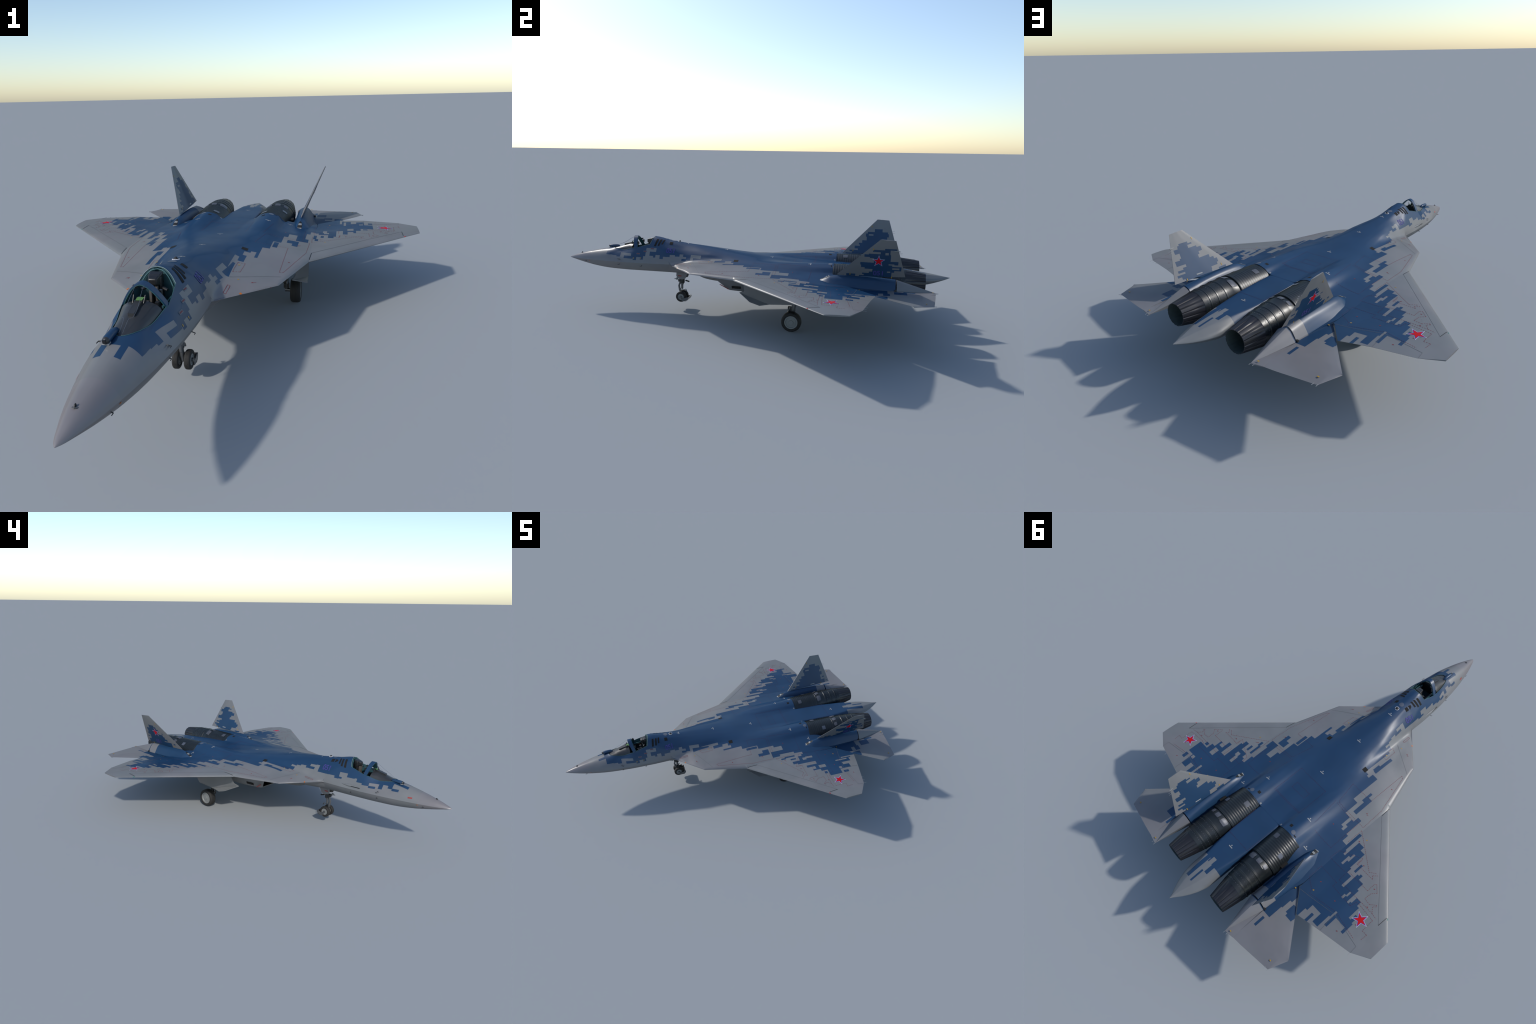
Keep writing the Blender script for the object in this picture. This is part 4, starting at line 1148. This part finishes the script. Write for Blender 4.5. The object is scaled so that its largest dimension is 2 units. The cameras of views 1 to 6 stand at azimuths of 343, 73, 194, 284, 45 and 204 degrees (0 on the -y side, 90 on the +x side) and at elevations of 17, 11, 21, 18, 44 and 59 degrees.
# ------------------------------------------------------------------ panel gaps, dashed stencils, spots
def strip(a, b, w):
    a = Vector((a[0], a[1], 0)); b = Vector((b[0], b[1], 0)); d = (b - a).normalized(); n = Vector((-d.y, d.x, 0)) * w / 2
    k = max(1, int((b - a).length / .02)); out = []
    for i in range(k):
        p = a + (b - a) * i / k; q = a + (b - a) * (i + 1) / k
        out.append([(p + n).to_tuple()[:2], (q + n).to_tuple()[:2], (q - n).to_tuple()[:2], (p - n).to_tuple()[:2]])
    return out
def dashes(path, w=.0017, dash=.0048, gap=.0042):
    out = []
    for a, b in zip(path, path[1:]):
        a = Vector((*a, 0)); b = Vector((*b, 0)); L = (b - a).length; d = (b - a) / L; t = 0
        while t < L:
            e = min(t + dash, L); out += strip(tuple(a + d * t)[:2], tuple(a + d * e)[:2], w); t += dash + gap
    return out
# dashed red service outlines, the same on both sides
STENCILS = [
    [(.143, .061), (.262, .056), (.259, -.166), (.271, -.159), (.326, .051), (.330, .177), (.172, .181), (.165, .175), (.143, .061)],
    [(.165, .191), (.280, .191)], [(.155, .189), (.173, .340)], [(.197, .362), (.302, .359), (.302, .272), (.303, .188)],
    [(.334, .279), (.336, .193), (.499, .310), (.527, .288)], [(.536, .293), (.520, .311), (.532, .323), (.439, .323), (.439, .295)],
    [(.423, .389), (.332, .391), (.337, .338), (.436, .286), (.436, .325)],
    [(.525, .545), (.391, .571), (.384, .551), (.335, .523), (.335, .448), (.436, .450), (.435, .474), (.551, .480), (.556, .450), (.571, .446)],
    [(.433, .359), (.434, .433), (.513, .435), (.638, .432)],
    [(.442, .377), (.553, .376), (.553, .332), (.560, .324), (.589, .353), (.572, .374), (.570, .410), (.601, .413), (.623, .392), (.628, .397), (.617, .410), (.635, .432), (.663, .436)],
    [(.571, .446), (.658, .452), (.659, .516), (.684, .514), (.681, .547)], [(.534, .545), (.659, .567)],
    [(.126, -.240), (.147, -.229), (.151, -.164), (.128, -.165), (.126, -.240)],
]
stencil_lines = []
for s in (1, -1):
    m = lambda pts: [(s * a, b) for a, b in pts]
    gaps = []
    for path in ([(.1235, -.277), (.2855, -.1855)], [(.344, .0655), (.6877, .448)], [(.3475, .590), (.534, .556)], [(.535, .556), (.6867, .5804)],
                 [(.534, .556), (.539, .648)], [(.6867, .5804), (.6890, .616)]):
        for a, b in zip(path, path[1:]): gaps += strip((s * a[0], a[1]), (s * b[0], b[1]), .0011)
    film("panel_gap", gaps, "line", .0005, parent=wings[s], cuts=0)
    for a, b in (((.3405, .008), (.344, .0655)), ((.6895, .3965), (.6877, .448))):
        film("slat_gap", strip((s * a[0], a[1]), (s * b[0], b[1]), .0022), "black", .0006, parent=wings[s], cuts=1)
    stencil_lines.extend(m(p) for p in STENCILS)
stencil_lines += [[(.086, .190), (-.087, .191), (-.088, .358), (.086, .358), (.086, .190)], [(.043, .256), (-.043, .256), (-.043, .292), (.043, .292), (.043, .256)],
                  [(.088, .364), (-.088, .364)], [(-.066, .660), (.066, .660)], [(-.068, .50), (-.066, .66)], [(.068, .50), (.066, .66)]]
def is_blue(x, y):
    z = float(any_top(x, y))
    hit = lambda boxes: any(a <= x < b and c <= y < d and e <= z < f_ for a, b, c, d, e, f_ in boxes)
    if abs(x) <= ROOT_X:
        return y > .45 or hit(body_blue) or hit(body_patch)
    sd = 1 if x > 0 else -1
    st, ho, isl = (LEFT_STEPS, LEFT_HOLES, LEFT_ISLANDS) if sd > 0 else (RIGHT_STEPS, RIGHT_HOLES, RIGHT_ISLANDS)
    return (hit(plan(sd, st, .335, .8)) and not hit(patches(sd, ho, .33, .8))) or hit(patches(sd, isl, .33, .8))
on_grey, on_blue = [], []
for p in stencil_lines:
    for q in dashes(p):
        cxm = sum(a for a, b in q) / len(q); cym = sum(b for a, b in q) / len(q)
        (on_blue if is_blue(cxm, cym) else on_grey).append(q)
film("dashed_stencil", on_grey, "dash", .0006, cuts=0, surf=any_top)["kind"] = "stuff"
film("dashed_stencil", on_blue, "dash_blue", .0006, cuts=0, surf=any_top)["kind"] = "stuff"
# small yellow and red stencil spots, orange edge lamps
for s in (1, -1):
    spots = [(.151, -.278, .0060), (.135, -.183, .0065), (.385, .209, .0065), (.392, .549, .0065)]
    film("yellow_stencil", [rect(s * a, b, d, d * .7, .6) for a, b, d in spots], "yellow", .0007, parent=wings[s], cuts=0)
    reds = [(.193, -.277), (.279, -.071), (.293, .115), (.366, .239), (.229, .274), (.462, .307), (.568, .348), (.603, .428), (.624, .519), (.589, .597), (.491, .514), (.386, .499)]
    film("red_stencil", [rect(s * a, b, .006, .004, .5) for a, b in reds] + [rect(s * (a + .007), b + .004, .008, .0014, .6) for a, b in reds[:1] + reds[2:4]], "dash", .0007, parent=wings[s], cuts=0)
    film("warning_frame", strip((s * .124, -.364), (s * .127, -.318), .0013) + strip((s * .132, -.365), (s * .135, -.319), .0013) + strip((s * .124, -.364), (s * .132, -.365), .0013) + strip((s * .127, -.318), (s * .135, -.319), .0013), "dash", .0007, cuts=0)
    film("edge_lamp", [rect(s * .170, -.343, .007, .006, .8)], "orange", .0008, cuts=1)
    v, f = lathe([(-.004, .0005), (-.002, .0024), (.003, .0026), (.007, .0012), (.008, .0002)], (s * .6945, .3965, .2512), (s * .70, .402, .2512), 12)
    new_object("wing_tip_lamp", v, f, MAT["red_light" if s > 0 else "green_light"], parent=wings[s])
    # static dischargers: thin rods off the trailing edges
    rods = [((.688, .617), .016), ((.665, .6215), .012), ((.640, .627), .012)]
    for (a, b), L in rods:
        v, f = tube([(s * a, b - .004, .2545), (s * a, b + L, .2545)], .0006, 5)
        new_object("static_discharger", v, f, MAT["mark"], parent=wings[s])
    for a, b, z in ((.512, .9150, .2385), (.497, .9170, .2385), (.2700, .9515, .2350), (.284, .9500, .2355)):
        v, f = tube([(s * a, b - .004, z), (s * a, b + .010, z)], .0006, 5)
        new_object("static_discharger", v, f, MAT["mark"])
    for z in (.420, .428):
        p = fin_point(.771, z, s, 1, -.002)
        v, f = tube([p, (p[0], p[1] + .014, p[2])], .0005, 5)
        new_object("static_discharger", v, f, MAT["mark"])
    for face, spots in ((1, [(.655, .443), (.745, .305), (.553, .312)]), (-1, [(.655, .452), (.745, .309), (.553, .318)])):
        fin_film("yellow_stencil", [[(a - .002, b - .0045), (a + .002, b - .0045), (a + .003, b + .0045), (a - .001, b + .0045)] for a, b in spots], "yellow", s, face, .0009)
    fin_film("warning_frame", [[(.665, .3115), (.695, .3125), (.695, .3170), (.665, .3160)]], "mark", s, -1, .0009)
    for a, b, z in ((.288, .935, .2425), (.492, .885, .2440), (.330, .600, .2462)):
        v, f = box(s * a, b, z, .007, .005, .0012)
        new_object("yellow_stencil", v, f, MAT["yellow"])
    v, f = box(s * .3125, .764, .2480, .012, .008, .007)
    new_object("tail_hinge", v, f, MAT["gear_dark"])

# small warning labels on the flanks
def flank_label(name, y, z, ly, lz, mat, s, lift=.0008):
    V = []
    for a in np.linspace(-.5, .5, 5):
        for b in np.linspace(-.5, .5, 3):
            yy, zz = y + ly * a, z + lz * b
            V.append((flank(yy, zz, s) + s * lift * .8, yy, zz + lift * .6))
    new_object(name, V, grid_faces(5, 3), MAT[mat], parent=fuselage, smooth_angle=60)
for y, z, l in ((-.522, .3415, .020), (-.562, .3255, .020), (-.600, .3115, .022)):
    flank_label("warning_label", y, z, l, .0075, "disc", 1)
    flank_label("warning_lettering", y, z, l * .72, .0028, "dash", 1, .0013)
for y, z in ((-.6235, .2880), (-.5815, .2905)):
    flank_label("yellow_stencil", y, z, .0045, .0055, "yellow", 1)
flank_label("warning_lettering", -.868, .2800, .020, .0060, "warn", -1)
for s in (1, -1):
    v, f = plate([(s * .0240, -.394, .190), (s * .0240, -.374, .189), (s * .0240, -.374, .184), (s * .0240, -.394, .185)], .001, (1, 0, 0))
    new_object("warning_lettering", v, f, MAT["warn"])
